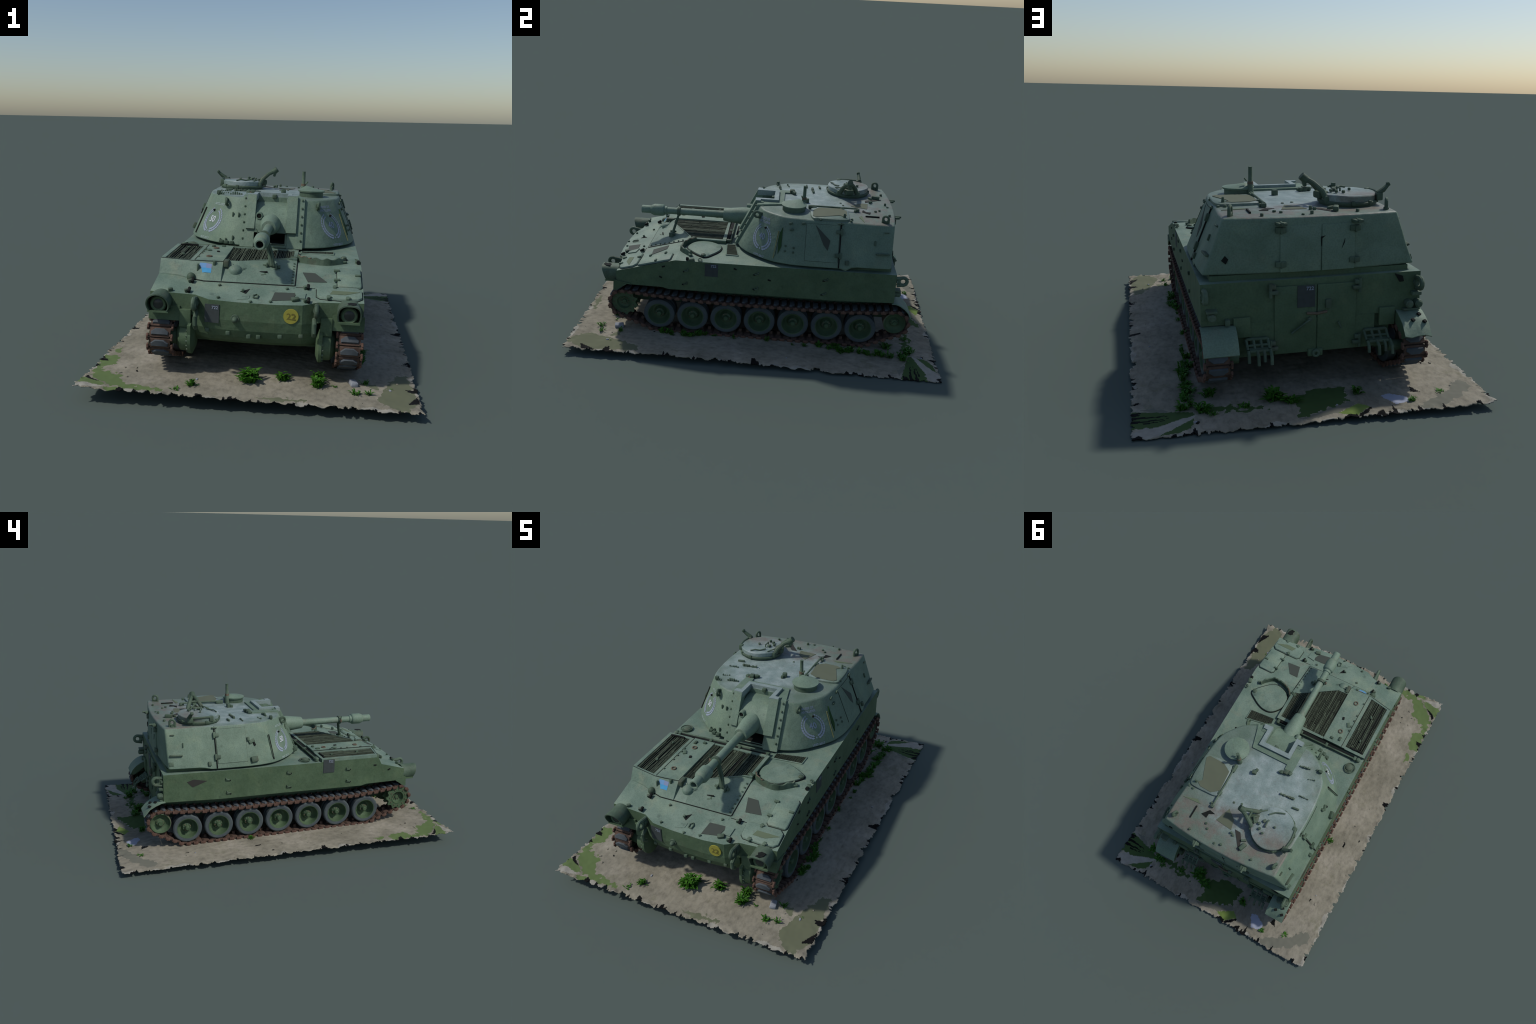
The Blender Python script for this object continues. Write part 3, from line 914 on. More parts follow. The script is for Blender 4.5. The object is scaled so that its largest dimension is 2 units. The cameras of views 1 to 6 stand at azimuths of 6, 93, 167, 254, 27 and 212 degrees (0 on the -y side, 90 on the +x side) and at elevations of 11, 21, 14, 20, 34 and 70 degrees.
def build_rear():
    Y = 0.731
    # two door leaves
    for x0, x1 in ((-0.170, -0.014), (-0.010, 0.156)):
        b = Build()
        b.box(((x0 + x1) / 2, Y + 0.001, 0.288), (x1 - x0, 0.012, 0.272), P_HULL, None, 0.003)
        b.obj("rear_door", VEH)
    b = Build()
    for x, z in ((0.165, 0.405), (0.165, 0.18), (-0.173, 0.405), (-0.178, 0.18)):
        s = 1 if x > 0 else -1
        b.box((x - s * 0.004, Y + 0.012, z), (0.036, 0.018, 0.016), P_FIT, None, 0.004)
        b.box((x, Y + 0.010, z + 0.022), (0.026, 0.018, 0.018), P_FIT, None, 0.004)
        b.cyl((x + s * 0.008, Y + 0.014, z - 0.02), (x + s * 0.008, Y + 0.014, z + 0.035), 0.007, P_FIT, None, 8)
    b.obj("door_hinge", VEH)
    b = Build()
    b.tube([(0.09, Y + 0.016, 0.237), (0.06, Y + 0.022, 0.262), (0.018, Y + 0.018, 0.288)], 0.005, P_FIT, 8)
    b.lathe([(0, 0.010), (0.018, 0.009)], (0.018, Y, 0.288), (0, 1, 0), P_FIT, 10)
    b.tube([(-0.095, Y + 0.014, 0.27), (-0.108, Y + 0.02, 0.245)], 0.004, P_FIT, 6)
    b.box((-0.055, Y + 0.012, 0.347), (0.022, 0.016, 0.036), P_FIT, None, 0.003)
    b.obj("door_handle", VEH)
    b = Build()
    b.tube([(-0.05, Y + 0.012, 0.315), (-0.01, Y + 0.016, 0.311), (0.03, Y + 0.012, 0.313)], 0.0055, BRASS, 6)
    b.obj("grab_bar", VEH)
    b = Build()
    b.prism([(0.067, Y + 0.004, 0.423), (-0.003, Y + 0.004, 0.423), (-0.003, Y + 0.004, 0.337), (0.067, Y + 0.004, 0.337)], (0, 0.006, 0), PLATE)
    b.obj("number_plate", VEH)
    lettering("plate_number", "722", lambda u, v, h: (0.018 - u, Y + 0.0104 + h, 0.411 + v), LILAC, 0.020, 0.0008)
    # tow pintle
    b = Build()
    b.box((-0.006, Y + 0.006, 0.150), (0.06, 0.02, 0.03), P_HULL, None, 0.004)
    b.ring((-0.006, Y + 0.022, 0.150), (0, 1, 0), 0.011, 0.006, P_FIT, 16, 8)
    b.obj("tow_pintle", VEH)
    for s in (-1, 1):
        b = Build()
        if s > 0:
            b.box((0.282, Y + 0.005, 0.274), (0.066, 0.014, 0.08), P_HULL, None, 0.003)
        else:
            b.box((-0.300, Y + 0.005, 0.276), (0.066, 0.014, 0.074), P_HULL, None, 0.003)
        b.obj("rear_box", VEH)
        # lifting eye
        b = Build()
        cx = s * 0.422
        b.eye((cx, 0.765, 0.410), (1, 0, 0), 0.021, 0.0095, P_FIT, (cx, 0.732, 0.405))
        b.obj("tow_eye", VEH)
        # curved rear mud guard
        b = Build()
        x0, x1 = (0.308, 0.441) if s > 0 else (-0.336, -0.448)
        prof = [(0.724, 0.284), (0.745, 0.284), (0.770, 0.275), (0.796, 0.257), (0.818, 0.234), (0.834, 0.204)]
        if s < 0:
            prof = [(0.724, 0.296), (0.745, 0.294), (0.780, 0.280), (0.812, 0.262), (0.846, 0.222)]
        wave = [0.0] * 5 if s > 0 else [0.003, -0.004, 0.002, 0.003, -0.005]
        vs, fs = [], []
        nx = 5
        for (y, z) in prof:
            for i in range(nx):
                k = i / (nx - 1)
                vs.append((x0 + (x1 - x0) * k, y, z + wave[i]))
        for (y, z) in prof:
            for i in range(nx):
                k = i / (nx - 1)
                vs.append((x0 + (x1 - x0) * k, y - 0.003, z + wave[i] - 0.004))
        m = len(prof)
        o = m * nx
        for r in range(m - 1):
            for i in range(nx - 1):
                q = [r * nx + i, r * nx + i + 1, (r + 1) * nx + i + 1, (r + 1) * nx + i]
                fs.append(q)
                fs.append([o + k for k in q[::-1]])
        for r in range(m - 1):
            for i in (0, nx - 1):
                fs.append([r * nx + i, (r + 1) * nx + i, o + (r + 1) * nx + i, o + r * nx + i])
        for i in range(nx - 1):
            for r in (0, m - 1):
                fs.append([r * nx + i, r * nx + i + 1, o + r * nx + i + 1, o + r * nx + i])
        b.add(vs, fs, P_TURRET)
        # side flange closing the guard towards the hull
        xi = x0
        b.prism([(xi, y, z - 0.002) for y, z in prof] + [(xi, 0.81, 0.20), (xi, 0.735, 0.25)], (s * 0.003, 0, 0), P_HULL)
        if s < 0:
            for x, y, z in ((-0.42, 0.775, 0.286), (-0.385, 0.80, 0.273), (-0.43, 0.81, 0.268)):
                b.box((x, y, z), (0.018, 0.014, 0.008), P_DARK, rotz(0.6) @ rotx(-0.5), 0.002)
        b.obj("rear_mud_guard", VEH, 40)
        # tail lamps
        b = Build()
        if s > 0:
            b.box((0.397, 0.745, 0.348), (0.042, 0.035, 0.010), P_FIT, None, 0.002)
            b.lathe([(0, 0.016), (0.028, 0.016), (0.034, 0.010), (0.034, 0)], (0.397, 0.733, 0.325), (0, 1, 0), P_FIT, 12)
            b.box((0.338, 0.742, 0.300), (0.02, 0.022, 0.024), P_FIT, None, 0.004)
        else:
            for x in (-0.387, -0.426):
                b.lathe([(0, 0.017), (0.026, 0.017), (0.032, 0.011), (0.033, 0)], (x, 0.733, 0.323), (0, 1, 0), P_FIT, 8)
            b.box((-0.418, 0.742, 0.364), (0.04, 0.026, 0.016), P_FIT, None, 0.004)
            b.box((-0.40, 0.742, 0.300), (0.07, 0.02, 0.008), P_FIT, None, 0.002)
        b.obj("tail_lamp", VEH)
        # folding step with hanging prongs
        b = Build()
        xa0, xb0 = (0.184, 0.268) if s > 0 else (-0.204, -0.296)
        lo, hi = min(xa0, xb0), max(xa0, xb0)
        b.box(((lo + hi) / 2, 0.742, 0.226), (hi - lo, 0.014, 0.010), P_FIT, None, 0.002)
        b.box(((lo + hi) / 2, 0.762, 0.208), (hi - lo, 0.010, 0.008), P_FIT, None, 0.002)
        b.box(((lo + hi) / 2, 0.778, 0.195), (hi - lo - 0.01, 0.036, 0.012), P_FIT, None, 0.004)
        for k in range(4):
            x = lo + (hi - lo) * k / 3
            b.tube([(x, 0.742, 0.224), (x, 0.764, 0.206), (x, 0.780, 0.196)], 0.0058, P_FIT, 8)
        for k, x in enumerate((lo, lo + 0.024, (lo + hi) / 2 + 0.008, hi)):
            dy = 0.0 if k % 2 else 0.012
            b.tube([(x, 0.790, 0.196), (x, 0.806 + dy, 0.182), (x, 0.812 + dy, 0.150 + 0.008 * (k % 2))], 0.0066, P_FIT, 8)
        b.obj("rear_step", VEH)
    b = Build()
    b.prism([(-0.351 + dx, Y - 0.002, 0.426 + dz) for dx, dz in ((-0.012, 0.008), (0.022, 0.020), (0.0, -0.016), (-0.018, -0.014))], (0, 0.0035, 0), P_DARK)
    b.obj("open_socket", VEH)

build_rear()

# ------------------------------------------------------------------ turret
TB = [(0.424, 0.694), (0.439, 0.52), (0.444, 0.33), (0.441, 0.20), (0.427, 0.12), (0.402, 0.055), (0.345, -0.022), (0.267, -0.092), (0.17, -0.136), (0.0, -0.150)]
TT = [(0.342, 0.698), (0.346, 0.50), (0.351, 0.33), (0.343, 0.20), (0.326, 0.115), (0.296, 0.068), (0.248, 0.012), (0.195, -0.016), (0.15, -0.027), (0.0, -0.035)]
ZB, ZT = 0.458, 0.687
REAR_BOW = 0.026   # the rear wall is bowed outwards
BOT = smooth_path([(x, y, ZB) for x, y in TB], 6)
TOP = smooth_path([(x, y, ZT) for x, y in TT], 6)

def flank(p, side):
    # the right flank is a little flatter than the left one
    def st(k):
        k = max(0.0, min(1.0, k))
        return k * k * (3 - 2 * k)
    return p.x - (0.0115 * st((p.y + 0.11) / 0.10) * (1 - st((p.y - 0.42) / 0.2)) if side > 0 else 0.0)

def wall(t, z, side, off=0.0):
    """point on the turret wall: t runs 0 (rear corner) .. 1 (front centre)"""
    n = len(BOT) - 1
    k = max(0, min(n - 1e-6, t * n))
    i = int(k)
    f = k - i
    b = BOT[i].lerp(BOT[i + 1], f)
    tp = TOP[i].lerp(TOP[i + 1], f)
    p = b.lerp(tp, (z - ZB) / (ZT - ZB))
    d = BOT[i + 1] - BOT[i]
    nrm = d.cross(tp - b)
    if nrm.x < 0 and nrm.y > 0:
        nrm = -nrm
    nrm.normalize()
    if nrm.z < 0:
        nrm = -nrm
    p = p + nrm * off
    return Vector((flank(p, side) * side, p.y, p.z)), Vector((nrm.x * side, nrm.y, nrm.z))

def wall_t(y, z):
    lo, hi = 0.0, 1.0
    for _ in range(30):
        m = (lo + hi) / 2
        if wall(m, z, 1)[0].y > y:
            lo = m
        else:
            hi = m
    return (lo + hi) / 2

def wall_y(y, z, side, off=0.0):
    return wall(wall_t(y, z), z, side, off)[0]

def wall_near(p, side):
    """closest t for a point"""
    best = min(range(0, 601), key=lambda i: (wall(i / 600, p[2], side)[0] - Vector(p)).length)
    return best / 600

def wall_frame(y, z, side):
    p, nr = wall(wall_t(y, z), z, side)
    return p, basis(nr.cross(Vector((0, 0, 1))), nr.cross(nr.cross(Vector((0, 0, 1)))))

TUR = empty("turret_assembly", VEH)

def build_turret():
    b = Build()
    ring = [Vector((p.x, p.y, 0)) for p in BOT]
    n = len(BOT)
    def full(line, zfun):
        right = [Vector((flank(p, 1), p.y, zfun(p))) for p in line]
        left = [Vector((-p.x, p.y, zfun(p))) for p in line[:-1]][::-1]
        xm, y0, z0 = line[0].x, line[0].y, zfun(line[0])
        rear = [Vector((xm * k, y0 + REAR_BOW * (1 - k * k), z0)) for k in (-0.75, -0.5, -0.25, 0.0, 0.25, 0.5, 0.75)]
        return right + left + rear
    zb = lambda p: ZB if p.y < 0.46 else (0.472 if p.y > 0.5 else ZB + 0.014 * (p.y - 0.46) / 0.04)
    lo = full(BOT, zb)
    levels = [lo]
    for k in (0.33, 0.66, 1.0):
        mid = [bb.lerp(tt, k) for bb, tt in zip(full(BOT, lambda p: ZB), full(TOP, lambda p: ZT))]
        levels.append(mid)
    m = len(lo)
    vs = [p for l in levels for p in l]
    fs = []
    for l in range(3):
        for i in range(m):
            j = (i + 1) % m
            fs.append([l * m + i, l * m + j, (l + 1) * m + j, (l + 1) * m + i])
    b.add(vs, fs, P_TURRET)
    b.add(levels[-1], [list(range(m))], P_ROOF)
    b.add(lo, [list(range(m))[::-1]], P_TURRET)
    shell = b.obj("turret", VEH, 30)
    bev = shell.modifiers.new("edge", "BEVEL")
    bev.width, bev.segments, bev.limit_method, bev.angle_limit = 0.009, 3, "ANGLE", math.radians(40)
    # opening for the gun
    c = Build()
    c.box((0, -0.10, 0.63), (0.158, 0.305, 0.31), P_DARK)
    cut = c.obj("gun_opening", None)
    bo = shell.modifiers.new("cut", "BOOLEAN")
    bo.operation, bo.object, bo.solver = "DIFFERENCE", cut, "EXACT"
    dg = bpy.context.evaluated_depsgraph_get()
    me = bpy.data.meshes.new_from_object(shell.evaluated_get(dg))
    shell.modifiers.clear()
    shell.data = me
    bpy.data.objects.remove(cut)
    me.shade_smooth()
    me.set_sharp_from_angle(angle=math.radians(32))

build_turret()

# turret ring gap
b = Build()
b.lathe([(0, 0.35), (0.016, 0.35)], (0, 0.24, 0.440), (0, 0, 1), P_DARK, 64)
b.box((0, 0.505, 0.457), (0.79, 0.39, 0.026), P_HULL)
b.obj("turret_ring", VEH)

# gun -----------------------------------------------------------------------------
def build_gun():
    b = Build()
    # rotor shield: curved cheek inside the opening
    cy, cz, R = 0.032, 0.502, 0.160
    N = 20
    vs, fs = [], []
    for i in range(N + 1):
        t = math.radians(84 + (171 - 84) * i / N)
        for x in (-0.0775, 0.0775):
            vs.append((x, cy + R * math.cos(t), cz + R * math.sin(t)))
    for i in range(N):
        fs.append([2 * i, 2 * i + 1, 2 * i + 3, 2 * i + 2])
    b.add(vs, fs, P_TURRET)
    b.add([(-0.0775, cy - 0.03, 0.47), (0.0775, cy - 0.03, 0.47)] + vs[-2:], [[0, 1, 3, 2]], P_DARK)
    b.lathe([(0, 0.018), (0.028, 0.017), (0.028, 0.012), (0.004, 0.012), (0.004, 0)], (-0.058, -0.080, 0.606), (0, -1, 0), P_TURRET, 16)
    b.lathe([(0, 0.0122), (0.001, 0)], (-0.058, -0.1045, 0.606), (0, -1, 0), P_DARK, 16)
    b.box((0.005, 0.046, 0.690), (0.022, 0.02, 0.02), P_FIT, None, 0.003)
    b.obj("rotor_shield", VEH, 40)
    b = Build()
    b.lathe([(-0.02, 0.046), (0.03, 0.050), (0.06, 0.049), (0.158, 0.0365), (0.162, 0.034), (0.163, 0.0215)], (0, -0.075, 0.567), (0, -1, 0), P_GUN, 32)
    b.obj("recoil_sleeve", VEH, 40)
    b = Build()
    b.lathe([(0.15, 0.0215), (0.24, 0.0205), (0.33, 0.0195), (0.43, 0.0195), (0.49, 0.0195), (0.493, 0.024), (0.505, 0.024), (0.508, 0.030), (0.514, 0.0335),
             (0.565, 0.0335), (0.583, 0.026), (0.585, 0.0225), (0.636, 0.0225), (0.638, 0.021), (0.638, 0.0155), (0.60, 0.0150)],
            (0, -0.075, 0.567), (0, -1, 0), P_GUN, 32, True)
    b.lathe([(0, 0.0152), (0.001, 0)], (0, -0.677, 0.567), (0, -1, 0), P_DARK, 20)
    b.obj("gun_barrel", VEH, 40)

build_gun()

# bolted shield frame around the opening -------------------------------------------
def front_y(z, x=0.0):
    k = (z - ZB) / (ZT - ZB)
    def at(line):
        for a, c in zip(line[:-1], line[1:]):
            if c[0] <= abs(x) <= a[0]:
                f = (abs(x) - c[0]) / (a[0] - c[0])
                return c[1] + (a[1] - c[1]) * f
        return line[-1][1]
    return at(TB) + (at(TT) - at(TB)) * k

def build_shield():
    b = Build()
    def strip(x0, x1, z0, z1, proud, m=P_TURRET, steps=5):
        """bar following the sloping front"""
        vs, fs = [], []
        for i in range(steps + 1):
            z = z0 + (z1 - z0) * i / steps
            y0, y1 = front_y(z, x0), front_y(z, x1)
            dz = proud * 0.42
            vs += [(x0, y0 + 0.02, z), (x0, y0 - proud, z + dz), (x1, y1 - proud, z + dz), (x1, y1 + 0.02, z)]
        for i in range(steps):
            for k in range(4):
                k2 = (k + 1) % 4
                fs.append([i * 4 + k, i * 4 + k2, i * 4 + 4 + k2, i * 4 + 4 + k])
        fs += [[0, 1, 2, 3], [steps * 4 + 3, steps * 4 + 2, steps * 4 + 1, steps * 4]]
        b.add(vs, fs, m)
    strip(0.078, 0.128, 0.522, 0.697, 0.024)
    strip(0.126, 0.163, 0.452, 0.690, 0.012)
    strip(0.085, 0.135, 0.452, 0.523, 0.010)
    strip(-0.122, -0.078, 0.535, 0.697, 0.024)
    strip(-0.128, -0.079, 0.452, 0.536, 0.011)
    strip(-0.146, -0.120, 0.452, 0.690, 0.008)
    b.add([], [], P_TURRET)
    for i in range(6):  # bolts
        z = 0.49 + i * 0.038
        b.box((0.152, front_y(z, 0.152) - 0.014, z + 0.006), (0.008, 0.008, 0.010), P_FIT, None, 0.002)
        b.box((-0.134, front_y(z, -0.134) - 0.009, z + 0.004), (0.008, 0.008, 0.010), P_FIT, None, 0.002)
    # sill under the opening
    b.box((0, -0.135, 0.464), (0.17, 0.026, 0.020), P_TURRET, rotx(-0.4), 0.003)
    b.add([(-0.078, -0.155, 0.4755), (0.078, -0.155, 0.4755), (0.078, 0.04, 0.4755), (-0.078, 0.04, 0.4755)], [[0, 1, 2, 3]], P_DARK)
    b.obj("shield_frame", VEH, 30)
    # rim on the roof around the opening
    b = Build()
    Z0, Z1 = 0.676, 0.7075
    def slab(pts, z1, m=P_TURRET):
        b.prism([(x, y, Z0) for x, y in pts], (0, 0, z1 - Z0), m)
    slab([(0.162, -0.030), (0.126, -0.034), (0.100, -0.036), (0.098, 0.078), (-0.098, 0.078), (-0.100, -0.036), (-0.145, -0.030),
          (-0.146, 0.135), (-0.10, 0.137), (-0.098, 0.108), (0.124, 0.108)], 0.695)
    slab([(0.076, -0.052), (0.126, -0.048), (0.124, -0.022), (0.098, -0.022), (0.098, 0.078), (-0.098, 0.076), (-0.098, -0.022), (-0.124, -0.022), (-0.126, -0.048),
          (-0.076, -0.052), (-0.076, 0.052), (0.076, 0.052)], Z1, P_RIM)
    b.obj("shield_rim", VEH, 30)

build_shield()

# lifting eyes on the turret
for p, f in (((0.307, 0.652, 0.709), (0.307, 0.652, 0.684)), ((-0.315, 0.648, 0.713), (-0.315, 0.648, 0.684))):
    b = Build()
    b.eye(p, (0.9, -0.4, 0) if p[0] > 0 else (1, -0.35, 0), 0.0155, 0.0065, P_FIT, f)
    b.obj("lifting_eye", VEH)
for s in (-1, 1):
    b = Build()
    b.eye((s * 0.233, -0.031, 0.661), (0.95, s * -0.15, 0), 0.0155, 0.0065, P_FIT, (s * 0.222, 0.004, 0.650))
    b.obj("lifting_eye", VEH)

# commander's cupola ------------------------------------------------------------------
def build_cupola():
    C = (-0.212, 0.478, 0.684)
    b = Build()
    b.lathe([(0, 0.116), (0.010, 0.118), (0.012, 0.124), (0.020, 0.125), (0.024, 0.121), (0.024, 0.0)], C, (0, 0, 1), P_FIT, 48)
    b.obj("cupola_ring", VEH, 40)
    b = Build()
    n = 48
    prof = [(0.022, 0.117), (0.045, 0.119), (0.0485, 0.1165), (0.0495, 0.10), (0.0500, 0.06), (0.0505, 0.03), (0.0505, 0.0)]
    b.lathe(prof, C, (0, 0, 1), P_ROOF, n)
    lid = b.obj("cupola_lid", VEH, 28)
    for v in lid.data.vertices:   # dented lid
        v.co.z += 0.0035 * noise.noise(v.co * 17)
    b = Build()
    # machine gun mount: forked arm rising to the side
    tip = Vector((-0.024, 0.474, 0.795))
    for y0 in (0.425, 0.525):
        b.tube([(-0.112, y0, 0.706), (-0.094, y0 * 0.75 + 0.475 * 0.25, 0.744), (-0.060, y0 * 0.35 + 0.474 * 0.65, 0.776), tip], [0.012, 0.0125, 0.011, 0.012], P_FIT, 10)
        b.box((-0.116, y0, 0.712), (0.038, 0.034, 0.034), P_FIT, None, 0.009)
    b.tube([(-0.075, 0.45, 0.765), (-0.075, 0.50, 0.765)], 0.007, P_FIT, 8)
    b.cyl((-0.040, 0.474, 0.782), (-0.014, 0.474, 0.804), 0.018, P_FIT, 0.016, 12)
    b.box((-0.098, 0.476, 0.726), (0.05, 0.05, 0.030), P_FIT, rotz(0.3), 0.008)
    b.box((-0.026, 0.474, 0.775), (0.014, 0.022, 0.03), P_FIT, roty(0.3), 0.004)
    b.tube([(-0.115, 0.45, 0.735), (-0.095, 0.475, 0.752), (-0.112, 0.50, 0.735)], 0.006, P_FIT, 8)
    b.obj("weapon_mount", VEH)
    # second fork on the outer side, front-facing rod
    b = Build()
    b.box((-0.322, 0.548, 0.722), (0.026, 0.034, 0.032), P_FIT, None, 0.005)
    b.tube([(-0.315, 0.552, 0.735), (-0.340, 0.550, 0.748), (-0.360, 0.545, 0.766)], [0.010, 0.011, 0.008], P_FIT, 8)
    b.box((-0.362, 0.544, 0.770), (0.012, 0.018, 0.016), P_FIT, roty(0.5), 0.003)
    b.box((-0.318, 0.425, 0.722), (0.024, 0.024, 0.032), P_FIT, None, 0.005)
    b.tube([(-0.324, 0.43, 0.733), (-0.331, 0.485, 0.733), (-0.324, 0.545, 0.733)], 0.006, P_FIT, 8)
    b.obj("lid_hinge", VEH)
    b = Build()
    # handle and knobs on the lid
    b.tube([(-0.175, 0.45, 0.738), (-0.175, 0.45, 0.750), (-0.175, 0.49, 0.750), (-0.175, 0.49, 0.738)], 0.004, P_FIT, 6)
    for dx, dy, w in ((0.055, -0.015, 0.02), (0.06, 0.035, 0.016), (0.035, 0.05, 0.014), (-0.01, -0.01, 0.012), (0.075, 0.01, 0.016)):
        b.box((C[0] + dx, C[1] + dy, 0.742), (w, w * 0.8, 0.012), P_FIT, rotz(dx * 20), 0.003)
    b.tube([(-0.14, 0.40, 0.735), (-0.10, 0.44, 0.747), (-0.06, 0.465, 0.772)], 0.004, P_FIT, 6)
    for k in range(10):
        t = 2 * math.pi * (k + 0.3) / 10
        if math.cos(t) < 0.3:
            b.box((C[0] + 0.121 * math.cos(t), C[1] + 0.121 * math.sin(t), 0.703), (0.012, 0.016, 0.018), P_FIT, rotz(t), 0.003)
    b.tube([(-0.235, 0.375, 0.736), (-0.21, 0.385, 0.742), (-0.185, 0.395, 0.738), (-0.16, 0.42, 0.741)], 0.004, P_FIT, 6)
    b.obj("lid_handle", VEH)

build_cupola()

# ventilator drum with conical cap, mast ------------------------------------------------
def build_vent():
    C = Vector((0.190, 0.165, 0.684))
    b = Build()
    b.lathe([(0, 0.062), (0.032, 0.062)], C, (0, 0, 1), P_FIT, 36)
    b.obj("ventilator_drum", VEH)
    b = Build()
    seg = 40
    apex = Vector((0.160, 0.195, 0.742))
    rim = [C + Vector((0.071 * math.cos(t), 0.069 * math.sin(t), 0.036)) for t in [2 * math.pi * i / seg for i in range(seg)]]
    low = [p + Vector((0, 0, -0.006)) - (p - C).normalized() * 0.003 for p in rim]
    mid = [p.lerp(apex, 0.5) - Vector((0, 0, 0.002)) for p in rim]
    vs = low + rim + mid + [apex]
    fs = []
    for r in range(2):
        for i in range(seg):
            j = (i + 1) % seg
            fs.append([r * seg + i, r * seg + j, (r + 1) * seg + j, (r + 1) * seg + i])
    fs += [[2 * seg + i, 2 * seg + (i + 1) % seg, 3 * seg] for i in range(seg)]
    fs.append(list(range(seg))[::-1])
    b.add(vs, fs, P_TURRET)
    b.obj("ventilator_cap", VEH, 50)
    b = Build()
    b.lathe([(0, 0.015), (0.012, 0.014), (0.050, 0.013), (0.055, 0.0095), (0.122, 0.0085), (0.126, 0.009)], (0.145, 0.218, 0.687), (0, 0, 1), P_FIT, 14)
    b.lathe([(0, 0.0135), (0.012, 0.0125)], (0.145, 0.218, 0.737), (0, 0, 1), BRASS, 14)
    b.tube([(0.158, 0.208, 0.748), (0.168, 0.203, 0.762)], 0.004, P_FIT, 6)
    b.obj("antenna_mast", VEH)

build_vent()

# roof hatch on the right, hinge bar --------------------------------------------------------
def build_roof():
    b = Build()
    poly = smooth_loop([(0.335, 0.30, 0), (0.328, 0.27, 0), (0.27, 0.256, 0), (0.19, 0.258, 0), (0.165, 0.27, 0), (0.154, 0.33, 0), (0.152, 0.43, 0), (0.165, 0.457, 0), (0.23, 0.462, 0), (0.305, 0.462, 0), (0.328, 0.445, 0), (0.336, 0.38, 0)], 4)
    c = sum(poly, Vector()) / len(poly)
    n = len(poly)
    vs = [Vector((p.x, p.y, 0.682)) for p in poly] + [Vector((p.x, p.y, 0.697)) for p in poly] + \
         [Vector((c.x + (p.x - c.x) * 0.96, c.y + (p.y - c.y) * 0.96, 0.700)) for p in poly]
    fs = []
    for r in range(2):
        for i in range(n):
            j = (i + 1) % n
            fs.append([r * n + i, r * n + j, (r + 1) * n + j, (r + 1) * n + i])
    fs.append([2 * n + i for i in range(n)])
    b.add(vs, fs, P_ROOF)
    b.obj("roof_hatch", VEH, 40)
    b = Build()
    pts = [(0.322, 0.285), (0.31, 0.268), (0.215, 0.27), (0.165, 0.30), (0.156, 0.42), (0.195, 0.452), (0.265, 0.449), (0.290, 0.432), (0.272, 0.41), (0.288, 0.375)]
    b.prism([(x, y, 0.694) for x, y in pts], (0, 0, 0.0085), FILL_B)
    b.obj("filler_patch", VEH)
    b = Build()
    b.cyl((0.149, 0.245, 0.704), (0.146, 0.515, 0.704), 0.005, P_FIT, None, 8)
    for y, w in ((0.255, 0.022), (0.275, 0.03), (0.43, 0.024), (0.515, 0.018)):
        b.box((0.149, y, 0.697), (0.020, w, 0.018), P_FIT, None, 0.004)
    b.lathe([(0, 0.008), (0.022, 0.005), (0.024, 0)], (0.300, 0.435, 0.699), (0, 0, 1), P_FIT, 10)
    b.obj("hatch_hinge", VEH)
    # roof boxes: periscopes, sight covers, cleats
    b = Build()
    b.box((0.040, 0.235, 0.698), (0.024, 0.022, 0.026), P_FIT, rotz(0.2), 0.003)
    b.box((0.034, 0.215, 0.694), (0.014, 0.014, 0.016), P_FIT, None, 0.002)
    b.obj("roof_box", VEH)
    b = Build()
    for dx, dy, s in ((0, 0, 0.026), (0.022, 0.01, 0.02), (-0.022, -0.004, 0.022), (0.034, 0.014, 0.012)):
        b.box((-0.117 + dx, 0.152 + dy, 0.697), (s, s, 0.024 - 0.3 * abs(dx)), P_FIT, rotz(dx * 15), 0.004)
    b.box((-0.128, 0.140, 0.694), (0.012, 0.010, 0.012), BRASS, None, 0.002)
    b.obj("roof_bracket", VEH)
    # rows of small studs
    b = Build()
    def row(p, q, n, h, w=0.010):
        for i in range(n):
            k = i / max(1, n - 1)
            x, y = p[0] + (q[0] - p[0]) * k, p[1] + (q[1] - p[1]) * k
            hh = h * RNG.uniform(0.6, 1.3)
            b.box((x, y, 0.687 + hh / 2 - 0.002), (w * RNG.uniform(0.6, 1.2), w * RNG.uniform(0.6, 1.3), hh), P_FIT, rotz(RNG.uniform(0, 1.5)), 0.002)
    row((-0.17, 0.080), (-0.225, 0.072), 6, 0.016)
    row((-0.262, 0.058), (-0.285, 0.056), 3, 0.014)
    row((-0.245, 0.128), (-0.278, 0.118), 4, 0.010, 0.008)
    row((-0.151, 0.275), (-0.225, 0.268), 8, 0.012, 0.011)
    row((-0.248, 0.236), (-0.296, 0.234), 6, 0.010, 0.008)
    row((-0.13, 0.272), (-0.15, 0.274), 2, 0.006, 0.006)
    b.box((-0.263, 0.312, 0.692), (0.040, 0.010, 0.012), P_FIT, rotz(0.12), 0.003)
    b.box((-0.285, 0.060, 0.697), (0.020, 0.016, 0.020), P_FIT, None, 0.003)
    b.obj("roof_stud", VEH)
    b = Build()
    for x, y, h in ((0.130, 0.615, 0.010), (0.109, 0.638, 0.010), (0.193, 0.685, 0.014), (0.035, 0.690, 0.008), (-0.002, 0.680, 0.016), (-0.187, 0.674, 0.014),
                    (-0.02, 0.596, 0.018), (-0.034, 0.604, 0.014), (0.012, 0.427, 0.006), (0.055, 0.44, 0.006), (0.160, 0.50, 0.016), (0.298, 0.475, 0.012), (0.325, 0.47, 0.010), (0.335, 0.31, 0.010)):
        b.box((x, y, 0.687 + h / 2 - 0.002), (0.012, 0.012, h), P_FIT, rotz(x * 30), 0.003)
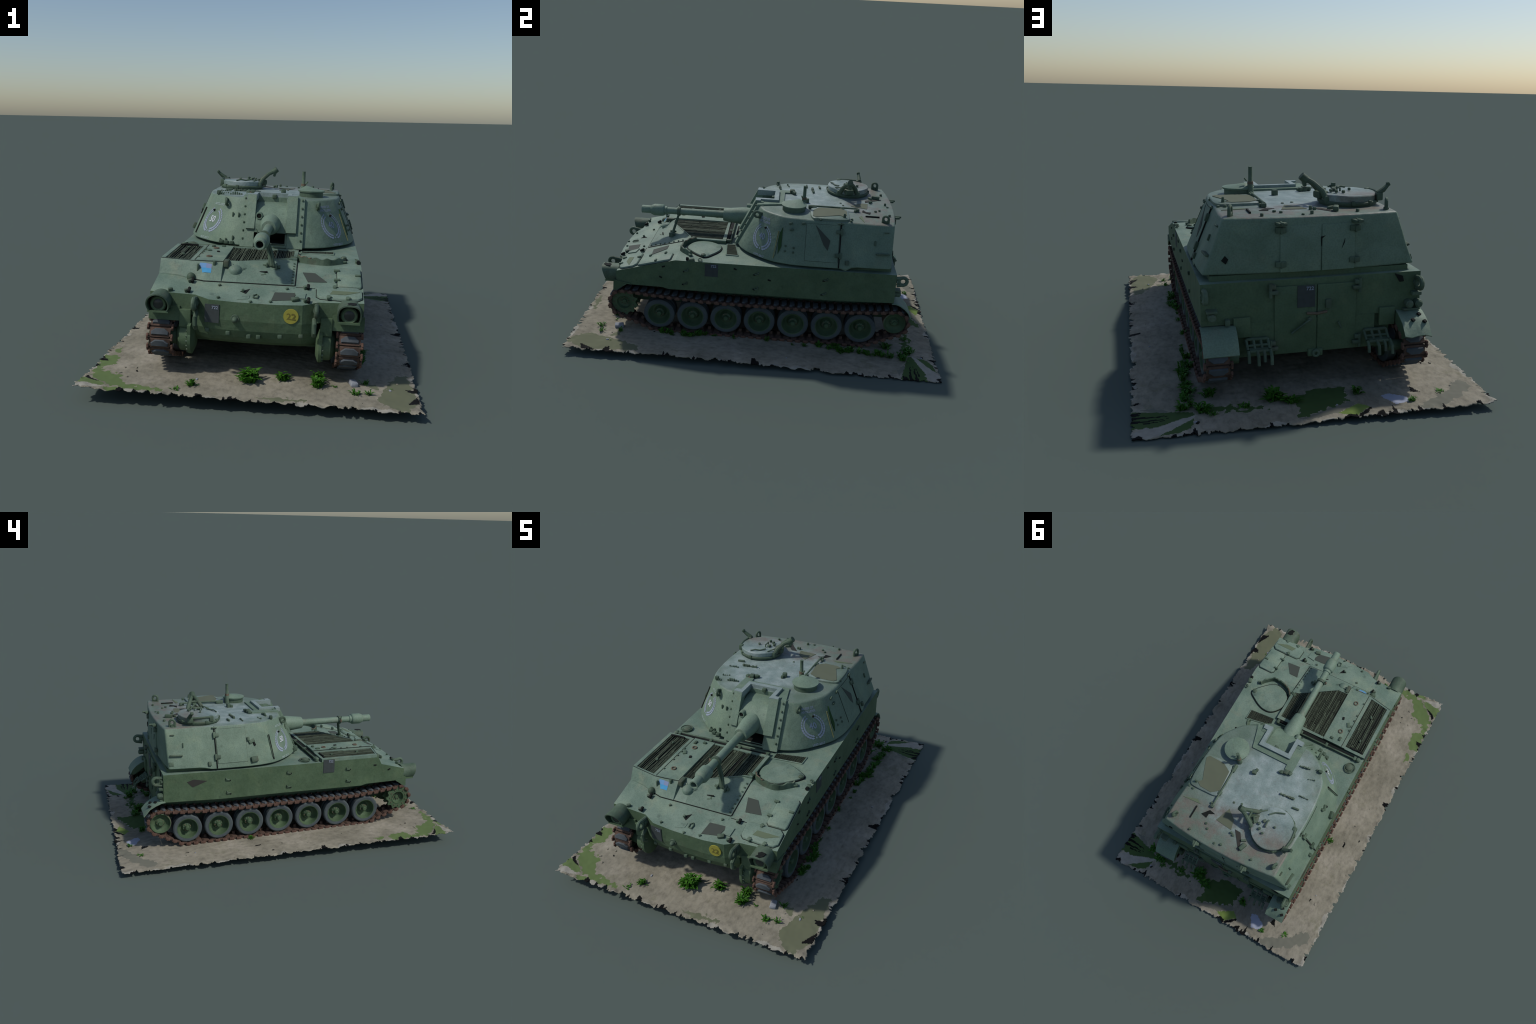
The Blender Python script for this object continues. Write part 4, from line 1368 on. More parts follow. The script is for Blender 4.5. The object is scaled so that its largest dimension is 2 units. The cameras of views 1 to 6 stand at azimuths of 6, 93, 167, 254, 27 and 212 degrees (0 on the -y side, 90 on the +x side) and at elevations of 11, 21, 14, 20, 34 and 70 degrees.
    b.box((-0.112, 0.635, 0.696), (0.022, 0.045, 0.022), P_FIT, rotz(-0.35), 0.005)
    b.box((-0.10, 0.602, 0.693), (0.030, 0.012, 0.014), P_FIT, rotz(0.5), 0.003)
    b.obj("roof_cleat", VEH)
    b = Build()
    b.box((0.2255, 0.590, 0.690), (0.006, 0.075, 0.008), P_DARK, None, 0.0)
    b.prism([(0.183, 0.580, 0.684), (0.149, 0.539, 0.684), (0.113, 0.547, 0.684), (0.145, 0.562, 0.684), (0.146, 0.588, 0.684)], (0, 0, 0.0048), P_DARK)
    b.obj("roof_slot", VEH)
    for pts, m in (([(0.324, 0.541), (0.243, 0.518), (0.214, 0.534)], FILL_O),
                   ([(0.058, 0.483), (0.004, 0.528), (-0.009, 0.583), (0.091, 0.571)], FILL_B),
                   ([(-0.027, 0.569), (-0.062, 0.571), (-0.087, 0.607), (-0.104, 0.669)], FILL_K)):
        b = Build()
        b.prism([(x, y, 0.684) for x, y in pts], (0, 0, 0.0052), m)
        b.obj("filler_patch", VEH)

build_roof()

# turret wall fittings ---------------------------------------------------------------------
def wall_panel(name, y0, y1, z0, z1, side, m, off=0.0028, n=6):
    """thin panel lying on the turret wall"""
    b = Build()
    vs, fs = [], []
    k = n + 1
    for lay in (-0.003, off):
        for i in range(k):
            for j in range(k):
                vs.append(wall_y(y0 + (y1 - y0) * i / n, z0 + (z1 - z0) * j / n, side, lay))
    q = k * k
    for i in range(n):
        for j in range(n):
            a = [i * k + j, (i + 1) * k + j, (i + 1) * k + j + 1, i * k + j + 1]
            fs.append([q + t for t in a])
    edge = [i * k for i in range(k)] + [n * k + j for j in range(1, k)] + [i * k + n for i in range(n - 1, -1, -1)] + [j for j in range(n - 1, 0, -1)]
    for a, c in zip(edge, edge[1:] + edge[:1]):
        fs.append([a, c, q + c, q + a])
    b.add(vs, fs, m)
    return b.obj(name, VEH, 40)

def wall_box(b, y, z, side, size, m, off=0.0, roll=0.0, bev=0.002):
    p, fr = wall_frame(y, z, side)
    nr = wall(wall_t(y, z), z, side)[1]
    b.box(p + nr * off, size, m, fr @ rotz(roll), bev)

def build_walls():
    for s in (-1, 1):
        wall_panel("side_door", 0.239, 0.412, 0.488, 0.669, s, P_TURRET)
        b = Build()
        frame = [(0.239, 0.488), (0.239, 0.55), (0.239, 0.61), (0.239, 0.669), (0.30, 0.669), (0.36, 0.669), (0.412, 0.669), (0.412, 0.488), (0.36, 0.488), (0.30, 0.488)]
        b.tube([wall_y(y, z, s, 0.0006) for y, z in frame], 0.0014, P_DARK, 5, True)
        b.obj("door_seam", VEH)
        b = Build()
        # hinge gap line
        vs = [wall_y(0.4195, z, s, 0.003) for z in (0.462, 0.52, 0.58, 0.64, 0.682)]
        b.tube(vs, 0.0035, P_DARK, 6)
        for z in (0.637, 0.522):
            wall_box(b, 0.413, z, s, (0.034, 0.020, 0.014), P_FIT, 0.004)
            wall_box(b, 0.424, z, s, (0.012, 0.034, 0.018), P_FIT, 0.005)
        wall_box(b, 0.418, 0.676, s, (0.03, 0.008, 0.012), P_FIT, 0.004)
        b.obj("side_door_hinge", VEH)
        b = Build()
        wall_box(b, 0.645, 0.543, s, (0.072, 0.009, 0.018), P_FIT, 0.006)
        wall_box(b, 0.658, 0.651, s, (0.024, 0.006, 0.012), P_FIT, 0.003)
        wall_box(b, 0.602, 0.596, s, (0.007, 0.026, 0.010), P_FIT, 0.003)
        wall_box(b, 0.461, 0.490, s, (0.018, 0.024, 0.016), P_FIT, 0.004)
        b.obj("wall_cleat", VEH)
        # vertical strip in front of the door
        b = Build()
        b.tube([wall_y(0.094 - 0.02 * k / 4, 0.612 - 0.135 * k / 4, s, 0.002) for k in range(5)], 0.0045 if s < 0 else 0.0028, P_DARK if s < 0 else STRIP, 6)
        b.tube([wall_y(0.100 - 0.02 * k / 4, 0.610 - 0.12 * k / 4, s, 0.003) for k in range(5)], 0.003, P_FIT, 6)
        b.obj("wall_strip", VEH)
    b = Build()
    # left: door catch, bracket box, corner plate, front cleats
    wall_box(b, 0.226, 0.604, -1, (0.014, 0.022, 0.014), P_FIT, 0.005)
    wall_box(b, 0.206, 0.590, -1, (0.036, 0.018, 0.012), P_FIT, 0.004, 0.4)
    wall_box(b, 0.190, 0.575, -1, (0.012, 0.022, 0.010), P_DARK, 0.001, 0.3)
    wall_box(b, 0.200, 0.494, -1, (0.042, 0.032, 0.022), P_FIT, 0.006, 0.1, 0.005)
    wall_box(b, 0.676, 0.498, -1, (0.026, 0.024, 0.005), P_FIT, 0.003)
    b.obj("wall_bracket", VEH)
    b = Build()
    # right: four bolts, clips
    for y, z in ((0.135, 0.547), (0.178, 0.543), (0.134, 0.522), (0.176, 0.521)):
        p, nr = wall(wall_t(y, z), z, 1)
        b.lathe([(0, 0.006), (0.006, 0.005), (0.008, 0)], p, nr, P_FIT, 10)
    for y, z in ((0.156, 0.659), (0.162, 0.629), (0.223, 0.665)):
        wall_box(b, y, z, 1, (0.020, 0.010, 0.012), P_FIT, 0.003, 0.3)
    b.obj("wall_bolt", VEH)
    b = Build()
    for s in (-1, 1):   # studs in the middle of the wreaths
        p, nr = wall(wall_near((s * 0.297, 0.018, 0.608), s), 0.608, s)
        b.lathe([(0, 0.006), (0.008, 0.005), (0.009, 0)], p, nr, P_DARK, 8)
    for x, z in ((-0.20, 0.60), (-0.165, 0.60), (-0.205, 0.475), (-0.235, 0.47), (-0.175, 0.49)):
        p, nr = wall(wall_near((x, -0.08, z), -1), z, -1)
        b.box(p + nr * 0.004, (0.008, 0.010, 0.024), P_FIT, None, 0.003)
    for x in (-0.235, -0.205, -0.18):
        p, nr = wall(wall_near((x, -0.1, 0.466), -1), 0.466, -1)
        b.box(p + nr * 0.008, (0.022, 0.02, 0.016), P_FIT, None, 0.004)
    b.obj("front_cleat", VEH)
    # filled patches on the right wall
    for pts, m in (([(0.286, 0.664), (0.368, 0.592), (0.357, 0.543), (0.334, 0.569)], FILL_G),
                   ([(0.114, 0.634), (0.112, 0.540), (0.095, 0.502), (0.096, 0.594)], FILL_D)):
        b = Build()
        b.prism([wall_y(y, z, 1, -0.002) for y, z in pts], wall(wall_t(0.2, 0.58), 0.58, 1)[1] * 0.0065, m)
        b.obj("filler_patch", VEH)
    # rear doors
    for x0, x1 in ((-0.162, -0.031), (-0.027, 0.131)):
        b = Build()
        xc = (x0 + x1) / 2
        b.box((xc, 0.7195, 0.566), (x1 - x0, 0.012, 0.180), P_TURRET, rotz(-0.20 * xc) @ rotx(0.018), 0.002)
        b.obj("turret_rear_door", VEH)
    b = Build()
    for x, z in ((0.130, 0.640), (-0.162, 0.636), (0.129, 0.508), (-0.162, 0.512)):
        b.box((x, 0.724, z), (0.042, 0.014, 0.022), P_FIT, None, 0.003)
        b.box((x - 0.002, 0.726, z - 0.003), (0.006, 0.016, 0.026), P_FIT, None, 0.002)
    for x in (0.130, -0.168):
        b.box((x, 0.730, 0.664), (0.036, 0.034, 0.012), P_FIT, rotz(0.3), 0.003)
        b.cyl((x, 0.722, 0.668), (x, 0.758, 0.668), 0.006, P_FIT, None, 8)
    b.obj("turret_door_hinge", VEH)
    b = Build()
    for pts in ([(-0.026, 0.607), (-0.044, 0.612), (-0.030, 0.600), (-0.030, 0.570)], [(-0.122, 0.596), (-0.120, 0.58), (-0.110, 0.56)]):
        b.prism([(x, 0.720, z) for x, z in pts], (0, 0.0075, 0), P_DARK)
    b.prism([(0.337 + dx, 0.698, 0.529 + dz) for dx, dz in ((0.014, 0), (0, 0.018), (-0.012, 0.004), (-0.002, -0.014))], (0, 0.0085, 0), P_DARK)
    b.obj("paint_gash", VEH)

build_walls()

# wreaths and lettering on the turret cheeks -------------------------------------------------
def cheek(side, cx, cy, cz):
    """planar coordinates (u right, v up) around a point of the cheek -> 3D"""
    t0 = wall_near((cx, cy, cz), side)
    p0, n0 = wall(t0, cz, side)
    slope = 1.0 / math.sqrt(1 - n0.z ** 2)  # wall length per unit of height
    # table of t by horizontal arc length
    ts = [t0 + (i - 60) * 0.004 for i in range(121)]
    acc = [0.0]
    def flat(t): return wall(max(0, min(1, t)), cz, side)[0]
    for a, c in zip(ts[:-1], ts[1:]):
        acc.append(acc[-1] + (flat(c) - flat(a)).length)
    mid = acc[60]
    def f(u, v, h=0.0012):
        s = u * (1 if side < 0 else -1)  # towards the front when seen from outside
        want = mid + s
        i = 0
        while i < 119 and acc[i + 1] < want:
            i += 1
        k = (want - acc[i]) / max(1e-9, acc[i + 1] - acc[i])
        t = ts[i] + (ts[i + 1] - ts[i]) * k
        z = cz + v / slope
        return wall(max(0, min(1, t)), z, side, h)[0]
    return f

def build_marks():
    for s, c, num, top, bot in ((-1, (-0.306, -0.003, 0.562), "50", ("ARTILLERIE",), "1967-2017"),
                                (1, (0.303, 0.003, 0.560), "40", ("MUSEE DE", "ARTILLERIE"), "1977-2017")):
        f = cheek(s, *c)
        m1 = LILAC
        b = Build()
        Rx, Rz = 0.062, 0.066
        for h in (-1, 1):
            for rr, lw in ((1.0, 0.0050), (0.80, 0.0046)):
                for i in range(12):
                    a = math.radians(-72 + (62 + 72) * i / 11)
                    u, v = h * Rx * rr * math.cos(a), Rz * rr * math.sin(a)
                    du, dv = -h * Rx * math.sin(a), Rz * math.cos(a)
                    L = math.hypot(du, dv)
                    du, dv = du / L, dv / L
                    # slightly splayed leaf
                    sp = 0.35 if rr > 0.9 else -0.3
                    ou, ov = h * math.cos(a) * sp, math.sin(a) * sp
                    lu, lv = du + ou, dv + ov
                    L = math.hypot(lu, lv)
                    lu, lv = lu / L, lv / L
                    ln = 0.0098 if i < 6 else 0.0082
                    w = lw * (1.0 if i < 7 else 0.75) * 1.15
                    pts = [(u - lu * ln, v - lv * ln), (u - lv * w, v + lu * w), (u + lu * ln, v + lv * ln), (u + lv * w, v - lu * w)]
                    b.add([f(x, y, 0.0014) for x, y in pts], [[0, 1, 2, 3]], m1)
        b.add([f(x, y, 0.0014) for x, y in ((-0.004, -0.062), (0, -0.056), (0.004, -0.062), (0, -0.068))], [[0, 1, 2, 3]], m1)
        b.obj("painted_wreath", VEH, 30, False)
        lettering("painted_number", num, lambda u, v, h: f(u, v + 0.002, h), WHITE if s < 0 else LILAC, 0.046, 0.0014, 0.9)
        for i, line in enumerate(top):
            zz = 0.086 if len(top) == 1 else 0.099 - 0.018 * i
            lettering("painted_lettering", line, lambda u, v, h, zz=zz: f(u, v + zz, h), PALE if s < 0 else LILAC, 0.0175, 0.0014, 1.0)
        lettering("painted_lettering", bot, lambda u, v, h: f(u, v - 0.100, h), PALE if s < 0 else LILAC, 0.0165, 0.0014, 0.95)

build_marks()

# ------------------------------------------------------------------ running gear
WZ, WR = 0.109, 0.0845
WHEELS = {-1: [-0.513 + 0.185 * i for i in range(7)], 1: [-0.531 + 0.1836 * i for i in range(7)]}
IDL = {-1: (0.752, 0.156), 1: (0.752, 0.160)}
SPR = {-1: (-0.732, 0.166), 1: (-0.724, 0.166)}

def wheel_meshes():
    # axis +x = outward, origin at the middle of the twin wheel
    b = Build()
    b.lathe([(0.045, 0.0630), (0.049, 0.0620), (0.048, 0.0585), (0.028, 0.0555), (0.012, 0.051), (0.006, 0.044), (0.006, 0.034), (0.014, 0.027), (0.024, 0.0245), (0.028, 0.015), (0.046, 0.0125),
             (0.049, 0.009), (0.049, 0)], (0, 0, 0), (1, 0, 0), P_WHEEL, 36, True)
    b.lathe([(-0.048, 0.062), (-0.03, 0.05), (-0.02, 0.03), (-0.02, 0)], (0, 0, 0), (1, 0, 0), P_WHEEL, 24, True)
    b.lathe([(-0.045, 0.062), (0.045, 0.062)], (0, 0, 0), (1, 0, 0), P_WHEEL, 24, True)
    for i in range(10):
        a = 2 * math.pi * i / 10
        p = Vector((0.020, 0.0205 * math.cos(a), 0.0205 * math.sin(a)))
        b.cyl(p, p + Vector((0.009, 0, 0)), 0.0036, BRASS if i % 3 == 0 else P_FIT, None, 6)
    disc = b.obj("road_wheel", None, 40)
    b = Build()
    for x0, x1 in ((0.006, 0.048), (-0.048, -0.006)):
        b.lathe([(x0, 0.061), (x0, WR - 0.005), (x0 + 0.004, WR), (x1 - 0.005, WR), (x1, WR - 0.006), (x1 + 0.0005, 0.064), (x1 - 0.001, 0.061)], (0, 0, 0), (1, 0, 0), TYRE, 40, True)
    tyre = b.obj("tyre", None, 35)
    b = Build()
    b.lathe([(0.034, 0.060), (0.036, 0.056), (0.020, 0.050), (0.012, 0.040), (0.012, 0.028), (0.022, 0.022), (0.028, 0.018), (0.030, 0.011), (0.040, 0.010), (0.040, 0)],
            (0, 0, 0), (1, 0, 0), P_WHEEL, 32, True)
    b.lathe([(-0.036, 0.0595), (-0.034, 0.062), (0.032, 0.062), (0.034, 0.0595)], (0, 0, 0), (1, 0, 0), BRASS, 32, True)
    for i in range(8):
        a = 2 * math.pi * i / 8
        p = Vector((0.018, 0.019 * math.cos(a), 0.019 * math.sin(a)))
        b.cyl(p, p + Vector((0.008, 0, 0)), 0.0035, BRASS, None, 6)
    idler = b.obj("idler_wheel", None, 40)
    b = Build()
    # sprocket: toothed ring, dished middle
    T = 11
    for x0, x1 in ((0.020, 0.032), (-0.032, -0.020)):
        vs, n = [], T * 6
        for x in (x0, x1):
            for i in range(n):
                a = 2 * math.pi * i / n
                ph = i % 6
                r = (0.064, 0.064, 0.068, 0.077, 0.077, 0.068)[ph]
                vs.append((x, r * math.cos(a), r * math.sin(a)))
            for i in range(n):
                a = 2 * math.pi * i / n
                vs.append((x, 0.040 * math.cos(a), 0.040 * math.sin(a)))
        fs = []
        for i in range(n):
            j = (i + 1) % n
            fs += [[i, j, n + j, n + i], [2 * n + i, 3 * n + i, 3 * n + j, 2 * n + j], [i, 2 * n + i, 2 * n + j, j], [n + i, n + j, 3 * n + j, 3 * n + i]]
        b.add(vs, fs, P_WHEEL)
    b.lathe([(0.033, 0.042), (0.034, 0.038), (0.016, 0.034), (0.012, 0.026), (0.014, 0.012), (0.020, 0.010), (0.020, 0)], (0, 0, 0), (1, 0, 0), P_WHEEL, 32, True)
    b.lathe([(-0.04, 0.045), (0.03, 0.045)], (0, 0, 0), (1, 0, 0), P_WHEEL, 24, True)
    for i in range(11):
        a = 2 * math.pi * (i + 0.5) / 11
        p = Vector((0.031, 0.053 * math.cos(a), 0.053 * math.sin(a)))
        b.cyl(p, p + Vector((0.005, 0, 0)), 0.0034, BRASS, None, 6)
    for i in range(8):
        a = 2 * math.pi * i / 8
        p = Vector((0.012, 0.02 * math.cos(a), 0.02 * math.sin(a)))
        b.cyl(p, p + Vector((0.005, 0, 0)), 0.003, BRASS, None, 6)
    spr = b.obj("sprocket", None, 35)
    return disc, tyre, idler, spr

def link_mesh():
    """one track shoe: x across (+ outward), y along the travel, z outwards from the wheels"""
    b = Build()
    b.box((0, 0, -0.001), (0.088, 0.030, 0.013), RUST, None, 0.002)
    b.box((0, 0.002, 0.001), (0.080, 0.0405, 0.010), RUST, None, 0.002)
    pad = [(-0.035, 0.013), (0.035, 0.013), (0.037, 0.000), (0.019, -0.014), (-0.019, -0.014), (-0.037, 0.000)]
    n = len(pad)
    vs = [(x, y, 0.004) for x, y in pad] + [(x * 0.97, y * 0.97, 0.012) for x, y in pad] + [(x * 0.86, y * 0.86, 0.0145) for x, y in pad]
    fs = []
    for r in range(2):
        for i in range(n):
            j = (i + 1) % n
            fs.append([r * n + i, r * n + j, (r + 1) * n + j, (r + 1) * n + i])
    fs.append([2 * n + i for i in range(n)])
    b.add(vs, fs, RUBBER)
    for y in (-0.014, 0.014):
        b.cyl((-0.050, y, 0.0), (0.050, y, 0.0), 0.0062, RUST, None, 8)
    # end connectors sit between two shoes; wedge block in the middle is the guide
    for s in (-1, 1):
        b.box((s * 0.0505, 0.0215, 0.0), (0.0095, 0.029, 0.0165), RUST_D, None, 0.003)
        b.box((s * 0.0505, 0.0215, 0.008), (0.008, 0.010, 0.008), RUST_D, None, 0.002)
    b.box((0, 0, -0.014), (0.010, 0.018, 0.022), RUST, None, 0.003)
    return b.obj("track_link", None, 35)

def track_path(side):
    """closed line of the link centres in (y, z)"""
    iy, iz = IDL[side]
    sy, sz = SPR[side]
    rp, ri, rw = 0.072, 0.069, WR + 0.009
    w = WHEELS[side]
    pts = []
    def tangent(c1, r1, c2, r2):
        # common outer tangent on the right of travel c1 -> c2 (both circles on the left)
        d = Vector((c2[0] - c1[0], c2[1] - c1[1]))
        L = d.length
        a = math.atan2(d.y, d.x)
        k = math.asin((r1 - r2) / L)
        t = a - math.pi / 2 + k
        return t
    def arc(c, r, a0, a1, n):
        for i in range(n + 1):
            a = a0 + (a1 - a0) * i / n
            pts.append((c[0] + r * math.cos(a), c[1] + r * math.sin(a)))
    first, last = (w[0], WZ), (w[-1], WZ)
    t1 = tangent((sy, sz), rp, first, rw)       # sprocket -> first wheel (rearwards, below)
    t2 = tangent(last, rw, (iy, iz), ri)        # last wheel -> idler
    # bottom run
    arc(first, rw, t1, -math.pi / 2, 4)
    arc(last, rw, -math.pi / 2, t2, 4)
    # round the idler to its top
    arc((iy, iz), ri, t2, math.radians(100), 14)
    # sagging top run resting on the wheels
    ya, za_ = iy + ri * math.cos(math.radians(100)), iz + ri * math.sin(math.radians(100))
    yb, zb_ = sy + rp * math.cos(math.radians(84)), sz + rp * math.sin(math.radians(84))
    rest = WZ + rw + (0.0015 if side < 0 else 0.005)
    for i in range(1, 40):
        k = i / 40
        y = ya + (yb - ya) * k
        z = za_ + (zb_ - za_) * k
        # rises at both ends only
        e = max(0.0, (abs(y) - 0.42) / 0.33)
        if side > 0 and y < 0:
            e = max(0.0, (-y - 0.22) / 0.50)
        z = rest + (z - rest) * min(1, e) ** 1.3 + 0.001 * math.sin(i * 1.7)
        pts.append((y, z))
    arc((sy, sz), rp, math.radians(84), t1 + 2 * math.pi, 14)
    return pts

def build_running_gear():
    disc, tyre, idler, spr = wheel_meshes()
    link = link_mesh()
    protos = (disc, tyre, idler, spr, link)
    sc = bpy.context.scene.collection
    for s in (-1, 1):
        R = Matrix.Identity(4) if s > 0 else Matrix.Rotation(math.pi, 4, "Z")
        for y in WHEELS[s]:
            o = disc.copy()
            sc.objects.link(o)
            o.parent = VEH
            o.matrix_local = Matrix.Translation((s * 0.384 - (0.012 if s > 0 else 0), y, WZ)) @ R @ Matrix.Rotation(RNG.uniform(0, 6), 4, "X")
            t = tyre.copy()
            sc.objects.link(t)
            t.parent = o
            t.matrix_local = Matrix.Identity(4)
        o = idler.copy()
        sc.objects.link(o)
        o.parent = VEH
        o.matrix_local = Matrix.Translation((s * 0.387 - (0 if s > 0 else 0.008), *IDL[s])) @ R
        o = spr.copy()
        sc.objects.link(o)
        o.parent = VEH
        o.matrix_local = Matrix.Translation((s * 0.387 - (0 if s > 0 else 0.014), *SPR[s])) @ R
        # axle arms
        b = Build()
        for y in WHEELS[s]:
            b.cyl((s * 0.30, y, WZ), (s * 0.37, y, WZ), 0.022, P_HULL, None, 12)
            b.tube([(s * 0.322, y, WZ), (s * 0.322, y - 0.07, WZ + 0.03)], 0.016, P_HULL, 8)
        b.cyl((s * 0.30, *IDL[s]), (s * 0.38, *IDL[s]), 0.022, P_HULL, None, 12)
        b.cyl((s * 0.30, *SPR[s]), (s * 0.38, *SPR[s]), 0.035, P_HULL, None, 12)
        b.obj("suspension_arm", VEH)
        # links
        pts = [Vector((0, y, z)) for y, z in track_path(s)]
        n = len(pts)
        seg = [(pts[(i + 1) % n] - pts[i]).length for i in range(n)]
        L = sum(seg)
        N = round(L / 0.0428)
        def at(d):
            d %= L
            i = 0
            while d > seg[i]:
                d -= seg[i]
                i += 1
            return pts[i].lerp(pts[(i + 1) % n], d / seg[i])
        tr = empty("track", VEH)
        for k in range(N):
            d = (k + (0.3 if s > 0 else 0.0)) * L / N
            p = at(d)
            q = (at(d + L / N / 2) - at(d - L / N / 2)).normalized()
            up = Vector((0, q.z, -q.y))   # outwards from the loop
            yv, zv = q, up
            xv = yv.cross(zv)
            Mx = Matrix((xv, yv, zv)).transposed().to_4x4()
            o = link.copy()
            sc.objects.link(o)
            o.parent = tr
            o.matrix_local = Matrix.Translation((s * 0.387 - (0.001 if s > 0 else 0), p.y, p.z)) @ Mx @ Matrix.Rotation(RNG.uniform(-0.03, 0.03), 4, "X")
    for o in protos:
        bpy.data.objects.remove(o)

build_running_gear()

# ------------------------------------------------------------------ ground patch
def sheet_z(x, y):
    u = (x + 0.675) / 1.35
    v = (y + 0.98) / 1.97
    z = (1 - v) * ((1 - u) * 0.070 + u * 0.042) + v * ((1 - u) * 0.032)
    z += 0.014 * max(0, 1 - abs(2 * u - 1) ** 4) * max(0, 1 - abs(2 * v - 1) ** 4)
    z -= 0.005 * math.exp(-((v - 0.1) / 0.09) ** 2)
    return z + 0.0065 * math.exp(-((u - 1) / 0.10) ** 2 - ((v - 0.45) / 0.22) ** 2)

def inside(p, poly):
    x, y = p
    c = False
    n = len(poly)
    j = n - 1
    for i in range(n):
        xi, yi = poly[i]
        xj, yj = poly[j]
        if (yi > y) != (yj > y) and x < (xj - xi) * (y - yi) / (yj - yi) + xi:
            c = not c
        j = i
    return c

def line_poly(a, c, w0, w1):
    d = Vector((c[0] - a[0], c[1] - a[1])).normalized()
    n = (-d.y, d.x)
    return [(a[0] + n[0] * w0, a[1] + n[1] * w0), (c[0] + n[0] * w1, c[1] + n[1] * w1), (c[0] - n[0] * w1, c[1] - n[1] * w1), (a[0] - n[0] * w0, a[1] - n[1] * w0)]

REGIONS = [   # (material, jitter, outline in x, y)
    (BLACK, 0.002, [(-0.597, -0.914), (-0.637, -0.89), (-0.672, -0.85), (-0.676, -0.875), (-0.64, -0.905)]),
    (LIGHT, 0.004, [(-0.560, -0.962), (-0.665, -0.945), (-0.70, -1.01), (-0.63, -0.985)]),
    (MOSS, 0.010, [(-0.416, -0.975), (-0.506, -0.958), (-0.537, -0.947), (-0.61, -0.903), (-0.667, -0.843), (-0.677, -0.722), (-0.672, -0.6), (-0.625, -0.595),
                   (-0.604, -0.655), (-0.609, -0.711), (-0.647, -0.733), (-0.633, -0.779), (-0.561, -0.811), (-0.537, -0.826), (-0.526, -0.884), (-0.498, -0.916), (-0.444, -0.933), (-0.405, -0.93), (-0.34, -0.945), (-0.33, -0.965)]),
    (MOSS, 0.006, [(-0.62, -0.557), (-0.646, -0.554), (-0.662, -0.528), (-0.635, -0.486), (-0.637, -0.523)]),
    (MOSS, 0.006, [(-0.62, -0.90), (-0.70, -0.87), (-0.70, -0.945), (-0.60, -0.955), (-0.56, -0.95)]),
    (MOSS, 0.004, [(-0.49, -0.968), (-0.535, -0.992), (-0.575, -0.978), (-0.55, -0.966)]),
    (BLACK, 0.001, [(0.622, -0.902), (0.671, -0.884), (0.671, -0.804)]),
    (OLIVE, 0.008, [(0.612, -0.978), (0.56, -0.955), (0.525, -0.925), (0.508, -0.87), (0.522, -0.815), (0.55, -0.764), (0.562, -0.712), (0.597, -0.609), (0.648, -0.578), (0.655, -0.63),
                    (0.661, -0.698), (0.665, -0.804), (0.667, -0.878), (0.650, -0.915), (0.632, -0.945)]),
    (OLIVE, 0.006, [(0.489, -0.767), (0.476, -0.728), (0.513, -0.722), (0.524, -0.768)]),
    (OLIVE, 0.008, [(0.03, -0.955), (0.105, -0.943), (0.166, -0.931), (0.233, -0.945), (0.213, -0.972), (0.17, -0.962), (0.108, -0.975)]),
    (GREYP, 0.010, [(-0.393, 0.942), (-0.449, 0.925), (-0.533, 0.871), (-0.574, 0.813), (-0.63, 0.78), (-0.645, 0.85), (-0.609, 0.877), (-0.563, 0.924), (-0.465, 0.98), (-0.387, 0.985)]),
    (MOSS_D, 0.008, [(0.094, 0.811), (-0.018, 0.757), (-0.144, 0.767), (-0.119, 0.839), (-0.133, 0.874), (-0.007, 0.926), (0.102, 0.958), (0.076, 0.889)]),
    (LIME, 0.002, [(-0.059, 0.951), (-0.149, 0.901), (-0.188, 0.93), (-0.116, 0.985)]),
    (BLACK, 0.002, [(-0.114, 0.992), (-0.188, 0.93), (-0.196, 0.942), (-0.14, 0.99)]),
    (BLACK, 0.002, [(-0.183, 0.992), (-0.232, 0.955), (-0.226, 0.985)]),
    (GREYP, 0.003, [(0.092, 0.963), (-0.135, 0.877), (-0.145, 0.9), (-0.058, 0.948), (0.054, 0.975)]),
    (BLUEP, 0.003, [(-0.25, 0.859), (-0.29, 0.852), (-0.351, 0.881), (-0.355, 0.92), (-0.294, 0.934)]),
    (BLACK, 0.002, line_poly((0.69, 0.835), (0.548, 0.843), 0.010, 0.001)),
    (BLACK, 0.002, line_poly((0.69, 0.868), (0.553, 0.861), 0.008, 0.001)),
    (BLACK, 0.002, line_poly((0.650, 0.882), (0.568, 0.873), 0.006, 0.001)),
    (LIGHT, 0.003, [(0.45, 0.862), (0.45, 0.870), (0.608, 0.985), (0.675, 1.0), (0.69, 0.95), (0.640, 0.912), (0.616, 0.918)]),
    (MOSS_D, 0.003, [(0.684, 0.785), (0.615, 0.803), (0.471, 0.839), (0.46, 0.862), (0.616, 0.918), (0.69, 0.92)]),
    (MOSS_D, 0.003, [(0.602, 0.979), (0.46, 0.880), (0.483, 0.943), (0.533, 0.970)]),
    (GREYP, 0.006, [(0.656, 0.778), (0.612, 0.77), (0.538, 0.822), (0.615, 0.803)]),
    (MOSS_D, 0.02, [(0.42, 0.80), (0.30, 0.83), (0.20, 0.85), (0.22, 0.87), (0.36, 0.86), (0.45, 0.85)]),
    (BLACK, 0.002, [(-0.383, 0.849), (-0.399, 0.812), (-0.418, 0.858)]),
    (BLACK, 0.003, [(-0.548, 0.185), (-0.562, 0.19), (-0.560, 0.213), (-0.548, 0.210)]),
    (BLACK, 0.002, [(-0.527, 0.60), (-0.540, 0.606), (-0.532, 0.622)]),
]

